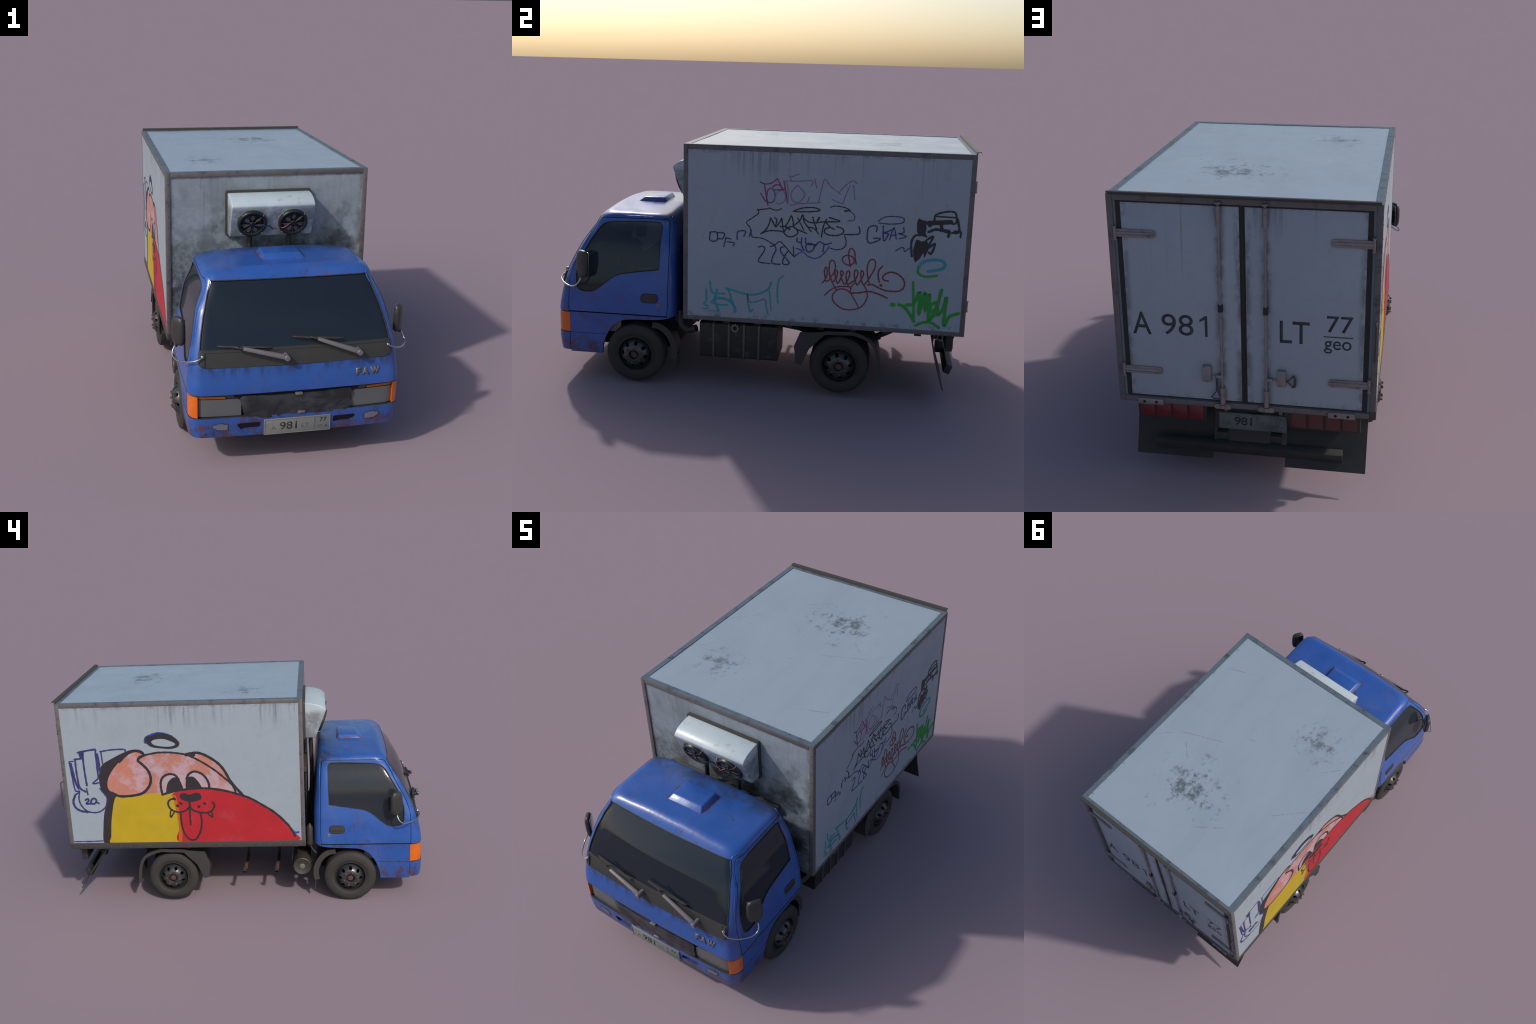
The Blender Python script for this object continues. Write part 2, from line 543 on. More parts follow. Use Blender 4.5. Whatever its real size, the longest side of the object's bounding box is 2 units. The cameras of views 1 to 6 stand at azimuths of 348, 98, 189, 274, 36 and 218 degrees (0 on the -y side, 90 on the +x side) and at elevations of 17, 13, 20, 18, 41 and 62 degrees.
    for k, col, vary, patch, amt in (
            ('black', (.022, .020, .024), .3, (.05, .05, .07), .35), ('navy', (.030, .030, .135), .35, (.04, .05, .22), .6),
            ('blue', (.035, .045, .34), .3, (.2, .28, .5), .4), ('red', (.41, .013, .020), .16, (.42, .05, .085), .5),
            ('yellow', (.45, .315, .007), .15, (.36, .29, .06), .6), ('pink', (.42, .175, .130), .14, (.45, .36, .44), .75),
            ('ear', (.46, .185, .130), .14, (.46, .33, .40), .85), ('panel', PANEL, .04, None, 0),
            ('orange', (.46, .10, .008), .2, (.42, .2, .01), .6), ('lilac', (.42, .33, .38), .1, (.45, .20, .15), .5), ('crimson', (.21, .022, .032), .3, (.12, .03, .06), .5), ('plum', (.20, .04, .11), .3, (.14, .09, .22), .5),
            ('violet', (.21, .12, .30), .2, (.26, .24, .36), .7), ('green', (.018, .27, .03), .25, (.02, .3, .16), .5),
            ('teal', (.025, .27, .34), .25, (.08, .22, .32), .5), ('scratch', (.36, .30, .28), .2, (.33, .36, .38), .7)):
        M[k + '_paint'] = plain(k + '_paint', col, .55, 0, vary, 17 if k in ('pink', 'ear') else 10, patch, amt, .44 if k in ('pink', 'ear') else .52)


# ------------------------------------------------------------------ cab skin as an implicit surface
def hermite(xs, ys):
    xs=np.array(xs,float); ys=np.array(ys,float)
    h=np.diff(xs); d=np.diff(ys)/h
    m=np.zeros(len(xs)); m[0]=d[0]; m[-1]=d[-1]
    for i in range(1,len(xs)-1):
        m[i]=0 if d[i-1]*d[i]<=0 else 2*d[i-1]*d[i]/(d[i-1]+d[i])
    def f(x):
        x=np.asarray(x,float); i=np.clip(np.searchsorted(xs,x)-1,0,len(h)-1)
        t=(x-xs[i])/h[i]; out_lo=x<xs[0]; out_hi=x>xs[-1]
        t2=t*t;t3=t2*t
        v=(2*t3-3*t2+1)*ys[i]+(t3-2*t2+t)*h[i]*m[i]+(-2*t3+3*t2)*ys[i+1]+(t3-t2)*h[i]*m[i+1]
        v=np.where(out_lo,ys[0]+m[0]*(x-xs[0]),v); return np.where(out_hi,ys[-1]+m[-1]*(x-xs[-1]),v)
    return f
half_width = hermite([.10, .16, .215, .235, .34, .40, .46, .57, .68, .78, .95],
                     [.462, .470, .4745, .4745, .4755, .472, .467, .4485, .427, .3865, .372])
front_reach = hermite([.10, .16, .22, .34, .46, .53, .66, .80, 1.0],
                      [.973, .982, .986, .985, .9655, .948, .884, .7935, .69])
def smax(a, b, k):
    h = np.maximum(k - np.abs(a - b), 0) / k
    return np.maximum(a, b) + h * h * k * .25
def cab_field(p):
    x, y, z = np.abs(p[..., 0]), p[..., 1], p[..., 2]
    side = (x - half_width(z)) * .97
    belly = .018 * np.exp(-((z - .69) / .075) ** 2) * np.clip(1 - (x / .36) ** 2, 0, 1)
    front = (-y - (front_reach(z) + belly - .064 * x * x)) * .93
    warp = 2 * np.sin(9 * y + 3) + 1.5 * np.sin(13 * x * y + 1)
    dent = .0007 * (np.sin(19 * x + 7 * y + warp) * np.sin(15 * y + 2 + 1.4 * warp) + .5 * np.sin(43 * x - 27 * y + 2 * warp))
    roof = z - (.841 + dent - .123 * x * x - .249 * np.maximum(y + .55, 0) ** 2)
    rear = y + .383 + .10 * np.maximum(z - .52, 0)
    v = smax(side, front, .062)
    v = smax(v, rear, .057)
    v = smax(v, roof, .036)
    return np.maximum(v, .10 - z)


CAB_CENTRE = np.array([0., -.66, .50])


def cab_gradient(p):
    e = 1e-3
    g = np.stack([cab_field(p + np.eye(3)[i] * e) - cab_field(p - np.eye(3)[i] * e) for i in range(3)], -1)
    return g / (np.linalg.norm(g, axis=-1, keepdims=True) + 1e-12)


def cast(origin, direction, offset):
    """Points on the offset cab skin along rays that start inside it."""
    d = direction / np.linalg.norm(direction, axis=-1, keepdims=True)
    lo = np.zeros(d.shape[:-1])
    hi = np.full(d.shape[:-1], 1.2)
    for _ in range(36):
        mid = (lo + hi) / 2
        inside = cab_field(origin + d * mid[..., None]) < offset
        lo = np.where(inside, mid, lo)
        hi = np.where(inside, hi, mid)
    return origin + d * lo[..., None]


def cab_shell(name, mats, outer=0., inner=-.02, n=52):
    """Closed hollow cab skin between two offsets of the field."""
    bm = bmesh.new()
    t = np.tan(np.linspace(-math.pi / 4, math.pi / 4, n + 1))
    U, W = np.meshgrid(t, t, indexing='ij')
    one = np.ones_like(U)
    for off, flip in ((outer, False), (inner, True)):
        for ax in range(3):
            for sg in (1, -1):
                D = [None] * 3
                D[ax], D[(ax + 1) % 3], D[(ax + 2) % 3] = one * sg, U * sg, W
                P = cast(CAB_CENTRE, np.stack(D, -1), off)
                vs = [[bm.verts.new(P[i, j]) for j in range(n + 1)] for i in range(n + 1)]
                for i in range(n):
                    for j in range(n):
                        q = (vs[i][j], vs[i + 1][j], vs[i + 1][j + 1], vs[i][j + 1])
                        bm.faces.new(q[::-1] if flip else q)
    bmesh.ops.remove_doubles(bm, verts=bm.verts[:], dist=2e-5)
    me = bpy.data.meshes.new(name)
    bm.to_mesh(me)
    bm.free()
    ob = bpy.data.objects.new(name, me)
    for m in mats:
        me.materials.append(m)
    return link(ob)


def patch_slab(name, mat, axis, outline, outer, inner, step=.008, relief=None, parent=None):
    """Piece of the cab skin, cut to an outline seen along x (axis 0) or y (axis 1)."""
    A = np.array(outline)
    (a0, b0), (a1, b1) = A.min(0) - .012, A.max(0) + .012
    na, nb = max(4, int((a1 - a0) / step)), max(4, int((b1 - b0) / step))
    U, W = np.meshgrid(np.linspace(a0, a1, na), np.linspace(b0, b1, nb), indexing='ij')
    Z0 = np.zeros_like(U)
    if axis == 1:
        O, D = np.stack([U, Z0 - .66, W], -1), np.stack([Z0, Z0 - 1, Z0], -1)
    else:
        s = axis_side
        O, D = np.stack([Z0, U, W], -1), np.stack([Z0 + s, Z0, Z0], -1)
    V, F = [], []
    for off in (outer, inner):
        P = cast(O, D, off)
        if relief is not None and off == outer:
            P = P + D * relief(U, W)[..., None]
        V += [tuple(p) for p in P.reshape(-1, 3)]
    g = lambda k, i, j: k * na * nb + i * nb + j
    for i in range(na - 1):
        for j in range(nb - 1):
            F.append((g(0, i, j), g(0, i + 1, j), g(0, i + 1, j + 1), g(0, i, j + 1)))
            F.append((g(1, i, j), g(1, i, j + 1), g(1, i + 1, j + 1), g(1, i + 1, j)))
    for i in range(na - 1):
        F.append((g(0, i, 0), g(1, i, 0), g(1, i + 1, 0), g(0, i + 1, 0)))
        F.append((g(0, i, nb - 1), g(0, i + 1, nb - 1), g(1, i + 1, nb - 1), g(1, i, nb - 1)))
    for j in range(nb - 1):
        F.append((g(0, 0, j), g(0, 0, j + 1), g(1, 0, j + 1), g(1, 0, j)))
        F.append((g(0, na - 1, j), g(1, na - 1, j), g(1, na - 1, j + 1), g(0, na - 1, j + 1)))
    ob = Build().add(V, F).object(name, mat, parent, smooth=None)
    lo, hi = (-1.2, -.5) if axis == 1 else ((.05, .7) if axis_side > 0 else (-.7, -.05))
    cutter = Build().prism(outline, lo, hi, axis).object('cutter', MAT['hole'], smooth=None)
    boolean(ob, cutter, 'INTERSECT')
    if relief is None:
        skin_normals(ob)
    else:
        soften(ob, 50)
    return ob


axis_side = 1


def skin_normals(ob, inner=None):
    """Shade from the field gradient wherever a face follows the skin."""
    me = ob.data
    n = len(me.loops)
    co = np.empty(len(me.vertices) * 3)
    me.vertices.foreach_get('co', co)
    co = co.reshape(-1, 3)
    G = cab_gradient(co)
    li = np.empty(n, int)
    me.loops.foreach_get('vertex_index', li)
    pn = np.empty(len(me.polygons) * 3)
    me.polygons.foreach_get('normal', pn)
    pn = pn.reshape(-1, 3)
    tot = np.empty(len(me.polygons), int)
    me.polygons.foreach_get('loop_total', tot)
    face = np.repeat(np.arange(len(tot)), tot)
    N, g = pn[face], G[li]
    d = np.sum(N * g, 1)
    out = np.where((d > .8)[:, None], g, np.where((d < -.8)[:, None], -g, N))
    me.polygons.foreach_set('use_smooth', [True] * len(me.polygons))
    me.normals_split_custom_set([tuple(v) for v in out])
    if inner is not None:
        c = np.empty(len(tot) * 3)
        me.polygons.foreach_get('center', c)
        f = cab_field(c.reshape(-1, 3))
        me.polygons.foreach_set('material_index', (f < inner).astype(int))


def loop_tube(name, mat, outline, axis, r, offset, parent, closed=True, sides=6):
    """Seal that follows an outline on the cab skin."""
    A = np.array(outline)
    Z0 = np.zeros(len(A))
    if axis == 1:
        P = cast(np.stack([A[:, 0], Z0 - .66, A[:, 1]], -1), np.stack([Z0, Z0 - 1, Z0], -1), offset)
    else:
        P = cast(np.stack([Z0, A[:, 0], A[:, 1]], -1), np.stack([Z0 + axis_side, Z0, Z0], -1), offset)
    if closed:
        P = np.vstack([P, P[:2]])
    b = Build().tube(P, r, sides, spline=False, caps=not closed)
    return b.object(name, mat, parent, smooth=60)


# outlines on the cab, (y, z) for the sides and (x, z) for the front
DOOR = rounded([(-.911, .345), (-.911, .430), (-.908, .52), (-.882, .592), (-.832, .685), (-.795, .757), (-.768, .799),
                (-.432, .803), (-.421, .66), (-.419, .45), (-.421, .345)],
               [.008, .03, .03, .03, .03, .02, .02, .02, .03, .03, .008], 3)
SIDE_WINDOW = [tuple(p) for p in curve_through(
    [(-.466, .680), (-.4645, .757), (-.470, .779), (-.490, .787), (-.580, .787), (-.685, .7815), (-.735, .776), (-.767, .758),
     (-.797, .716), (-.840, .640), (-.865, .576), (-.874, .525), (-.869, .466), (-.846, .449), (-.815, .446), (-.785, .451), (-.755, .472),
     (-.700, .516), (-.665, .535), (-.629, .543), (-.550, .556), (-.476, .567), (-.469, .572), (-.4675, .60)], 4, True)]
WINDSHIELD = [(-.4225, .534), (-.4, .592), (-.386, .66), (-.370, .727), (-.3515, .794), (.3515, .794), (.370, .727), (.386, .66), (.4, .592), (.4225, .534)]
WINDSHIELD = [(s * x, z) for s, x, z in
              [(-1, .4215, .532), (-1, .413, .59), (-1, .397, .66), (-1, .376, .727), (-1, .3515, .794)]] + \
             [(x, z) for x, z in [(.3515, .794), (.376, .727), (.397, .66), (.413, .59), (.4215, .532)]]
COWL = rounded([(-.4245, .535), (-.430, .478), (-.405, .462), (0, .459), (.405, .462), (.430, .478), (.4245, .535)], [.004, .02, .02, .1, .02, .02, .004], 4)
ARCH = curve_through([(-.747, .148), (-.739, .19), (-.718, .242), (-.682, .291), (-.638, .314), (-.577, .321), (-.48, .325),
                      (-.425, .333), (-.395, .341)], 4)
ARCH = [(-.748, .05)] + [tuple(p) for p in ARCH] + [(-.30, .36), (-.30, .05)]


def block(x0, x1, y0, y1, z0, z1):
    return Build().box(x0, x1, y0, y1, z0, z1).object('cutter', MAT['hole'], smooth=None)


def cut_prism(outline, lo, hi, axis):
    return Build().prism(outline, lo, hi, axis).object('cutter', MAT['hole'], smooth=None)


def build_cab(truck):
    global axis_side
    M = MAT
    two = [M['cab'], M['inside']]
    seam = .343
    shell = cab_shell('cab', two)
    upper = duplicate(shell)
    boolean(upper, block(-1, 1, -1.3, 0, seam, 1.2), 'INTERSECT')
    boolean(upper, cut_prism(WINDSHIELD, -1.2, -.62, 1))
    boolean(upper, cut_prism(SIDE_WINDOW, -.7, .7, 0))
    doors = []
    for s in (-1, 1):
        d = duplicate(upper)
        lo, hi = (.2, .7) if s > 0 else (-.7, -.2)
        boolean(d, cut_prism(grown(DOOR, -.0016), lo, hi, 0), 'INTERSECT')
        doors.append((s, d))
    opening = [(a, c if c > .3465 else .32) for a, c in grown(DOOR, .0012)]
    both = Build().prism(opening, -.7, -.2003, 0).prism(opening, .2001, .71, 0).object('cutter', M['hole'], smooth=None)
    boolean(upper, both)
    cab = upper
    cab.name = 'cab'
    cab.parent = truck
    skin_normals(cab, -.012)
    for s, d in doors:
        d.name = 'cab_door'
        d.parent = cab
        skin_normals(d, -.012)

    # lower side skirts with the wheel arch
    skirt = duplicate(shell, 'side_skirt')
    skirt.data.materials[0] = M['cab_low']
    boolean(skirt, block(-1, 1, -.9055, -.30, .136, seam - .002), 'INTERSECT')
    boolean(skirt, cut_prism(ARCH, -.7, .7, 0))
    boolean(skirt, block(-.40, .40, -1, -.2, 0, 1))
    skirt.parent = cab
    skin_normals(skirt, -.012)
    for s in (-1, 1):
        axis_side = s
        loop_tube('skirt_crease', M['gasket'], [(y, .237) for y in np.linspace(-.903, -.724, 24)], 0, .0012, -.0002, cab, closed=False)

    # bumper with two air slots and lamp recesses
    bumper = duplicate(shell, 'front_bumper')
    bumper.data.materials[0] = M['bumper']
    boolean(bumper, block(-1, 1, -1.2, -.9085, .1435, .236), 'INTERSECT')
    slot = rounded([(-.268, .200), (-.258, .2065), (-.163, .2065), (-.163, .176), (-.248, .174)], .008)
    boolean(bumper, cut_prism(slot, -1.2, -.8, 1))
    boolean(bumper, cut_prism(mirrored(slot), -1.2, -.8, 1))
    bumper.parent = cab
    skin_normals(bumper, -.012)

    # lamp band behind the bumper line
    wrap = duplicate(shell, 'turn_signal')
    wrap.data.materials.clear()
    wrap.data.materials.append(M['amber'])
    boolean(wrap, block(-1, 1, -1.2, -.9065, .2395, .3375), 'INTERSECT')
    boolean(wrap, block(-.4385, .4385, -1.3, -.5, 0, 1))
    wrap.data.polygons.foreach_set('material_index', [0] * len(wrap.data.polygons))
    for s in (-1, 1):
        w = duplicate(wrap, 'turn_signal')
        boolean(w, block(0, s * .7, -1.3, -.2, 0, 1), 'INTERSECT')
        w.parent = cab
        skin_normals(w)
        for v in w.data.vertices:
            v.co.x -= s * .0015
    drop(wrap)
    drop(shell)
    Build().box(-.44, .44, -.945, -.88, .232, .342).box(-.452, .452, -.925, -.86, .232, .342)\
        .object('lamp_housing', M['hole'], cab)

    for s in (-1, 1):
        face = [(.2475, .2385), (.436, .241), (.436, .3205), (.262, .3165), (.2475, .309)]
        brow = [(.2475, .312), (.262, .3195), (.436, .3235), (.436, .3395), (.285, .3345), (.262, .330), (.2475, .32)]
        strip = [(.318, .3225), (.434, .3255), (.434, .336), (.318, .3325)]
        flip = (lambda o: o) if s > 0 else mirrored
        patch_slab('headlight', M['lamp'], 1, flip(rounded(face, .004)), -.011, -.04, .012, parent=cab)
        patch_slab('headlight_brow', M['lamp_rim'], 1, flip(rounded(brow, .004)), -.014, -.04, .012, parent=cab)
        patch_slab('amber_strip', M['amber_dark'], 1, flip(strip), -.009, -.03, .012, parent=cab)
        lens = rounded([(.307, .176), (.352, .179), (.374, .192), (.376, .206), (.356, .2075), (.355, .2105), (.326, .2105), (.325, .2075), (.307, .206)], .004, 3)
        patch_slab('fog_lamp', M['fog'], 1, flip(lens), .0012, -.01, .008, parent=cab)
        loop_tube('fog_lamp_rim', M['gasket'], flip(lens), 1, .0013, .0008, cab)

    def crease(u, w):
        q = Vector((u * 11, w * 17, 4.2))
        warp = noise.noise_vector(q * .7)
        return .0075 * noise.hetero_terrain(q + warp * .8, .8, 2.1, 3, .1) * .35 + .004 * abs(noise.noise(q * 1.9 + warp)) \
            - .006 * min(1., max(0., (abs(u) - .22) / .03)) - .002
    rumple = lambda u, w: np.vectorize(crease)(u, w)
    cloth = curve_through([(-.243, .331), (-.12, .327), (0, .3265), (.12, .328), (.238, .333), (.241, .285), (.238, .237), (.12, .229),
                           (0, .236), (-.12, .226), (-.225, .236), (-.244, .28)], 3, True)
    patch_slab('grille_cover', M['cloth'], 1, [tuple(p) for p in cloth], .0015, -.03, .004, rumple, cab)
    for x0, z0 in ((-.012, .3235), (.0, .2365)):
        Build().box(x0, x0 + .032, -.992, -.972, z0, z0 + .010, .002).object('grille_clip', M['badge'], cab)
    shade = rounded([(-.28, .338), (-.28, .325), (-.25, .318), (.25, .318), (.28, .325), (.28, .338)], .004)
    patch_slab('grille_recess', M['hole'], 1, shade, -.013, -.03, .02, parent=cab)

    # windows, seals, cowl panel
    patch_slab('windshield', M['windscreen'], 1, grown(WINDSHIELD, -.0008), -.003, -.008, .010, parent=cab)
    loop_tube('windshield_seal', M['trim'], resample(WINDSHIELD, .012), 1, .0030, -.0008, cab)
    for s in (-1, 1):
        axis_side = s
        patch_slab('door_window', M['glass'], 0, grown(SIDE_WINDOW, -.0008), -.003, -.008, .010, parent=cab)
        loop_tube('window_seal', M['trim'], resample(SIDE_WINDOW, .008), 0, .0027, -.0008, cab)
        handle = rounded([(-.550, .408), (-.468, .409), (-.468, .451), (-.550, .450)], .021, 6)
        patch_slab('door_handle', M['cowl'], 0, handle, .0022, -.01, .006, parent=cab)
        loop_tube('door_handle_rim', M['gasket'], handle, 0, .0022, .0008, cab)
        grip = rounded([(-.543, .420), (-.476, .421), (-.476, .428), (-.543, .427)], .003, 3)
        patch_slab('door_handle_grip', M['plastic'], 0, grip, .0052, -.01, .006, parent=cab)
        x = s * (float(half_width(.397)))
        Build().lathe([(-.004, .0), (-.004, .0095), (.002, .0095), (.0035, .008), (.0035, .0045), (.001, .004), (.001, 0)],
                      (x, -.4635, .397), (s, 0, 0), 20).object('door_lock', M['wiper'], cab)
        # rain gutter over the door
        g = [(-.912, .50), (-.886, .595), (-.836, .69), (-.800, .762), (-.772, .803), (-.72, .8085), (-.58, .811), (-.45, .808), (-.424, .80), (-.4165, .66), (-.415, .45), (-.416, .35)]
        loop_tube('rain_gutter', M['cab'], [tuple(p) for p in curve_through(g, 5)], 0, .0030, -.0012, cab, closed=False)
    cowl = patch_slab('cowl_panel', M['cowl'], 1, COWL, .0022, -.016, .010, parent=cab)
    loop_tube('cowl_seal', M['trim'], COWL, 1, .0018, .001, cab)
    for s in (-1, 1):
        flip = (lambda o: o) if s > 0 else mirrored
        patch_slab('cowl_end', M['cowl'], 1, flip(rounded([(.405, .469), (.424, .480), (.4195, .531), (.403, .531)], .006)), .0065, -.005, .008, parent=cab)
    patch_slab('cowl_rib', M['cowl'], 1, [(-.402, .526), (.402, .526), (.402, .533), (-.402, .533)], .0045, -.005, .012, parent=cab)

    # roof hatch
    hatch = Build()
    lo = [(-.104, -.673, .834), (.104, -.673, .834), (.104, -.519, .834), (-.104, -.519, .834)]
    hi = [(-.084, -.636, .861), (.084, -.636, .861), (.084, -.533, .863), (-.084, -.533, .863)]
    hatch.add(lo + hi, [(0, 1, 2, 3), (4, 5, 6, 7), (0, 1, 5, 4), (1, 2, 6, 5), (2, 3, 7, 6), (3, 0, 4, 7)])
    h = hatch.object('roof_hatch', M['cab'], cab, smooth=None)
    round_edges(h, .006)

    # badge letters on the nose
    nose = lambda x, z: cast(np.array([x, -.66, z]), np.array([0, -1., 0]), .0)[1] - .0005
    for letter, x0, x1 in (('F', .262, .286), ('A', .289, .323), ('W', .329, .371)):
        lettering('badge_letter', letter, M['badge'], cab, (x0, x1), (.390, .421), -1, surface=nose, depth=.003, bold=.046)

    build_mirrors(cab)
    build_wipers(cab)
    build_cabin(cab)
    number_plate('front_number_plate', cab, -.150, .150, .143, .217, -.9865, -1, M['plate'], False)
    return cab


def resample(outline, step):
    out, n = [], len(outline)
    for i in range(n):
        a, b = np.array(outline[i]), np.array(outline[(i + 1) % n])
        k = max(1, int(np.linalg.norm(b - a) / step))
        out += [tuple(a + (b - a) * j / k) for j in range(k)]
    return out


def round_edges(ob, width, segments=3, angle=30):
    bm = bmesh.new()
    bm.from_mesh(ob.data)
    E = [e for e in bm.edges if len(e.link_faces) == 2 and e.calc_face_angle() > math.radians(angle)]
    bmesh.ops.bevel(bm, geom=E, offset=width, segments=segments, affect='EDGES', profile=.5)
    bm.to_mesh(ob.data)
    bm.free()
    soften(ob, 40)


def text_mesh(body, bold=0., depth=.001):
    cu = bpy.data.curves.new('lettering', 'FONT')
    cu.body = body
    cu.size = 1.
    cu.offset = bold
    cu.extrude = 0.
    cu.resolution_u = 6
    ob = link(bpy.data.objects.new('lettering', cu))
    dg = bpy.context.evaluated_depsgraph_get()
    dg.update()
    me = bpy.data.meshes.new_from_object(ob.evaluated_get(dg))
    bpy.data.objects.remove(ob)
    bpy.data.curves.remove(cu)
    return me


def lettering(name, body, mat, parent, xr, zr, facing, surface, depth=.0012, bold=0.):
    """Raised letters fitted into a rectangle; facing -1 reads from the front (-y), +1 from the rear."""
    me = text_mesh(body, bold)
    bm = bmesh.new()
    bm.from_mesh(me)
    bpy.data.meshes.remove(me)
    bmesh.ops.remove_doubles(bm, verts=bm.verts[:], dist=1e-5)
    r = bmesh.ops.extrude_face_region(bm, geom=bm.faces[:])
    top = {v for v in r['geom'] if isinstance(v, bmesh.types.BMVert)}
    P = np.array([v.co[:] for v in bm.verts])
    lo, hi = P.min(0), P.max(0)
    for v in bm.verts:
        t = (v.co.x - lo[0]) / (hi[0] - lo[0])
        h = (v.co.y - lo[1]) / (hi[1] - lo[1])
        x = xr[0] + (xr[1] - xr[0]) * t if facing < 0 else xr[1] + (xr[0] - xr[1]) * t
        z = zr[0] + (zr[1] - zr[0]) * h
        y = surface(x, z) if callable(surface) else surface
        v.co = (x, y + facing * (depth if v in top else -.001), z)
    bmesh.ops.recalc_face_normals(bm, faces=bm.faces[:])
    me = bpy.data.meshes.new(name)
    bm.to_mesh(me)
    bm.free()
    me.materials.append(mat)
    return link(bpy.data.objects.new(name, me), parent)


def number_plate(name, parent, x0, x1, z0, z1, y, facing, mat, faded):
    M = MAT
    b = Build().box(x0, x1, y - .003, y + .003, z0, z1, .0012)
    rim = rounded([(x0 + .003, z0 + .003), (x1 - .003, z0 + .003), (x1 - .003, z1 - .003), (x0 + .003, z1 - .003)], .006, 4)
    f = y + facing * .003
    b.tube([(a, f, c) for a, c in rim + rim[:2]], .0016, 6, spline=False, caps=False)
    plate = b.object(name, mat, parent)
    w, h = x1 - x0, z1 - z0
    flip = 1 if facing < 0 else -1
    px = (lambda a, c: (x0 + w * a, x0 + w * c)) if facing < 0 else (lambda a, c: (x1 - w * c, x1 - w * a))
    ink, pale = (M['ink'], M['ink_faded']) if not faded else (M['ink'], M['ink_faded'])
    for body, a, c, lo, hi, m in (('A', .107, .183, .30, .53, pale), ('981', .232, .490, .28, .77, ink), ('LT', .562, .675, .32, .58, pale),
                                  ('77', .830, .938, .60, .86, pale if faded else ink), ('geo', .805, .885, .26, .40, pale)):
        lettering('plate_lettering', body, m, parent, px(a, c), (z0 + h * lo, z0 + h * hi), facing, f, .0004, .013 if body in ('981', '77') else .0)
    a, c = px(.755, .765)
    Build().box(a, c, f - .0006, f + .0006, z0 + h * .12, z1 - h * .1).object('plate_divider', M['ink_faded'], parent)
    a, c = px(.905, .945)
    for k, (m, dz) in enumerate(((M['green_dot'], .004), (M['blue_dot'], -.002))):
        Build().lathe([(0, .0055), (.0005 + k * .0002, .0055), (.0006 + k * .0002, 0)], ((a + c) / 2 + flip * k * .002, f, z0 + h * .33 + dz),
                      (0, facing, 0), 16).object('plate_sticker', m, parent)
    return plate


def build_mirrors(cab):
    M = MAT
    for s in (-1, 1):
        c = Vector((s * .4965, -.826, .590))
        ang = math.radians(55)
        wd = Vector((s * math.cos(ang), math.sin(ang), 0))       # width direction
        nd = Vector((s * math.sin(ang), -math.cos(ang), 0))      # outward, towards front and side
        V, F = [], []
        nu, nv = 28, 18
        for i in range(nv + 1):
            t = -math.pi / 2 + math.pi * i / nv
            for k in range(nu):
                a = 2 * math.pi * k / nu
                e = lambda q, p: math.copysign(abs(q) ** p, q)
                dx = e(math.cos(a), .55) * e(math.cos(t), .5) * .0375
                dn = e(math.sin(a), .75) * e(math.cos(t), .6)
                dn = dn * (.020 if dn > 0 else .011)
                V.append(c + wd * dx + nd * dn + Vector((0, 0, e(math.sin(t), .62) * .0655)))
        for i in range(nv):
            for k in range(nu):
                F.append((i * nu + k, i * nu + (k + 1) % nu, (i + 1) * nu + (k + 1) % nu, (i + 1) * nu + k))
        m = Build().add(V, F).object('side_mirror', M['plastic'], cab, smooth=60)
        rot = Matrix((wd, -nd, (0, 0, 1))).transposed().to_4x4()
        rot.translation = c - nd * .0105
        Build().box(-.030, .030, -.0015, .0015, -.055, .055, .001, matrix=rot).object('mirror_glass', M['mirror'], cab)
        arm = [(s * .412, -.938, .514), (s * .414, -.953, .512), (s * .440, -.956, .500), (s * .476, -.932, .488), (s * .508, -.892, .480), (s * .5265, -.857, .487),
               (s * .5235, -.837, .508), (s * .509, -.830, .532)]
        Build().tube(arm, .0036, 10).object('mirror_arm', M['chrome'], cab, smooth=60)
        Build().tube([(s * .511, -.8305, .520), (s * .505, -.829, .545)], [.0075, .009], 10, spline=False).object('mirror_socket', M['plastic'], cab)
        Build().lathe([(-.008, 0), (-.008, .006), (-.003, .008), (.003, .007), (.006, .004), (.007, 0)], (s * .412, -.950, .513), (0, -1, 0), 14)\
            .object('mirror_mount', M['chrome'], cab)


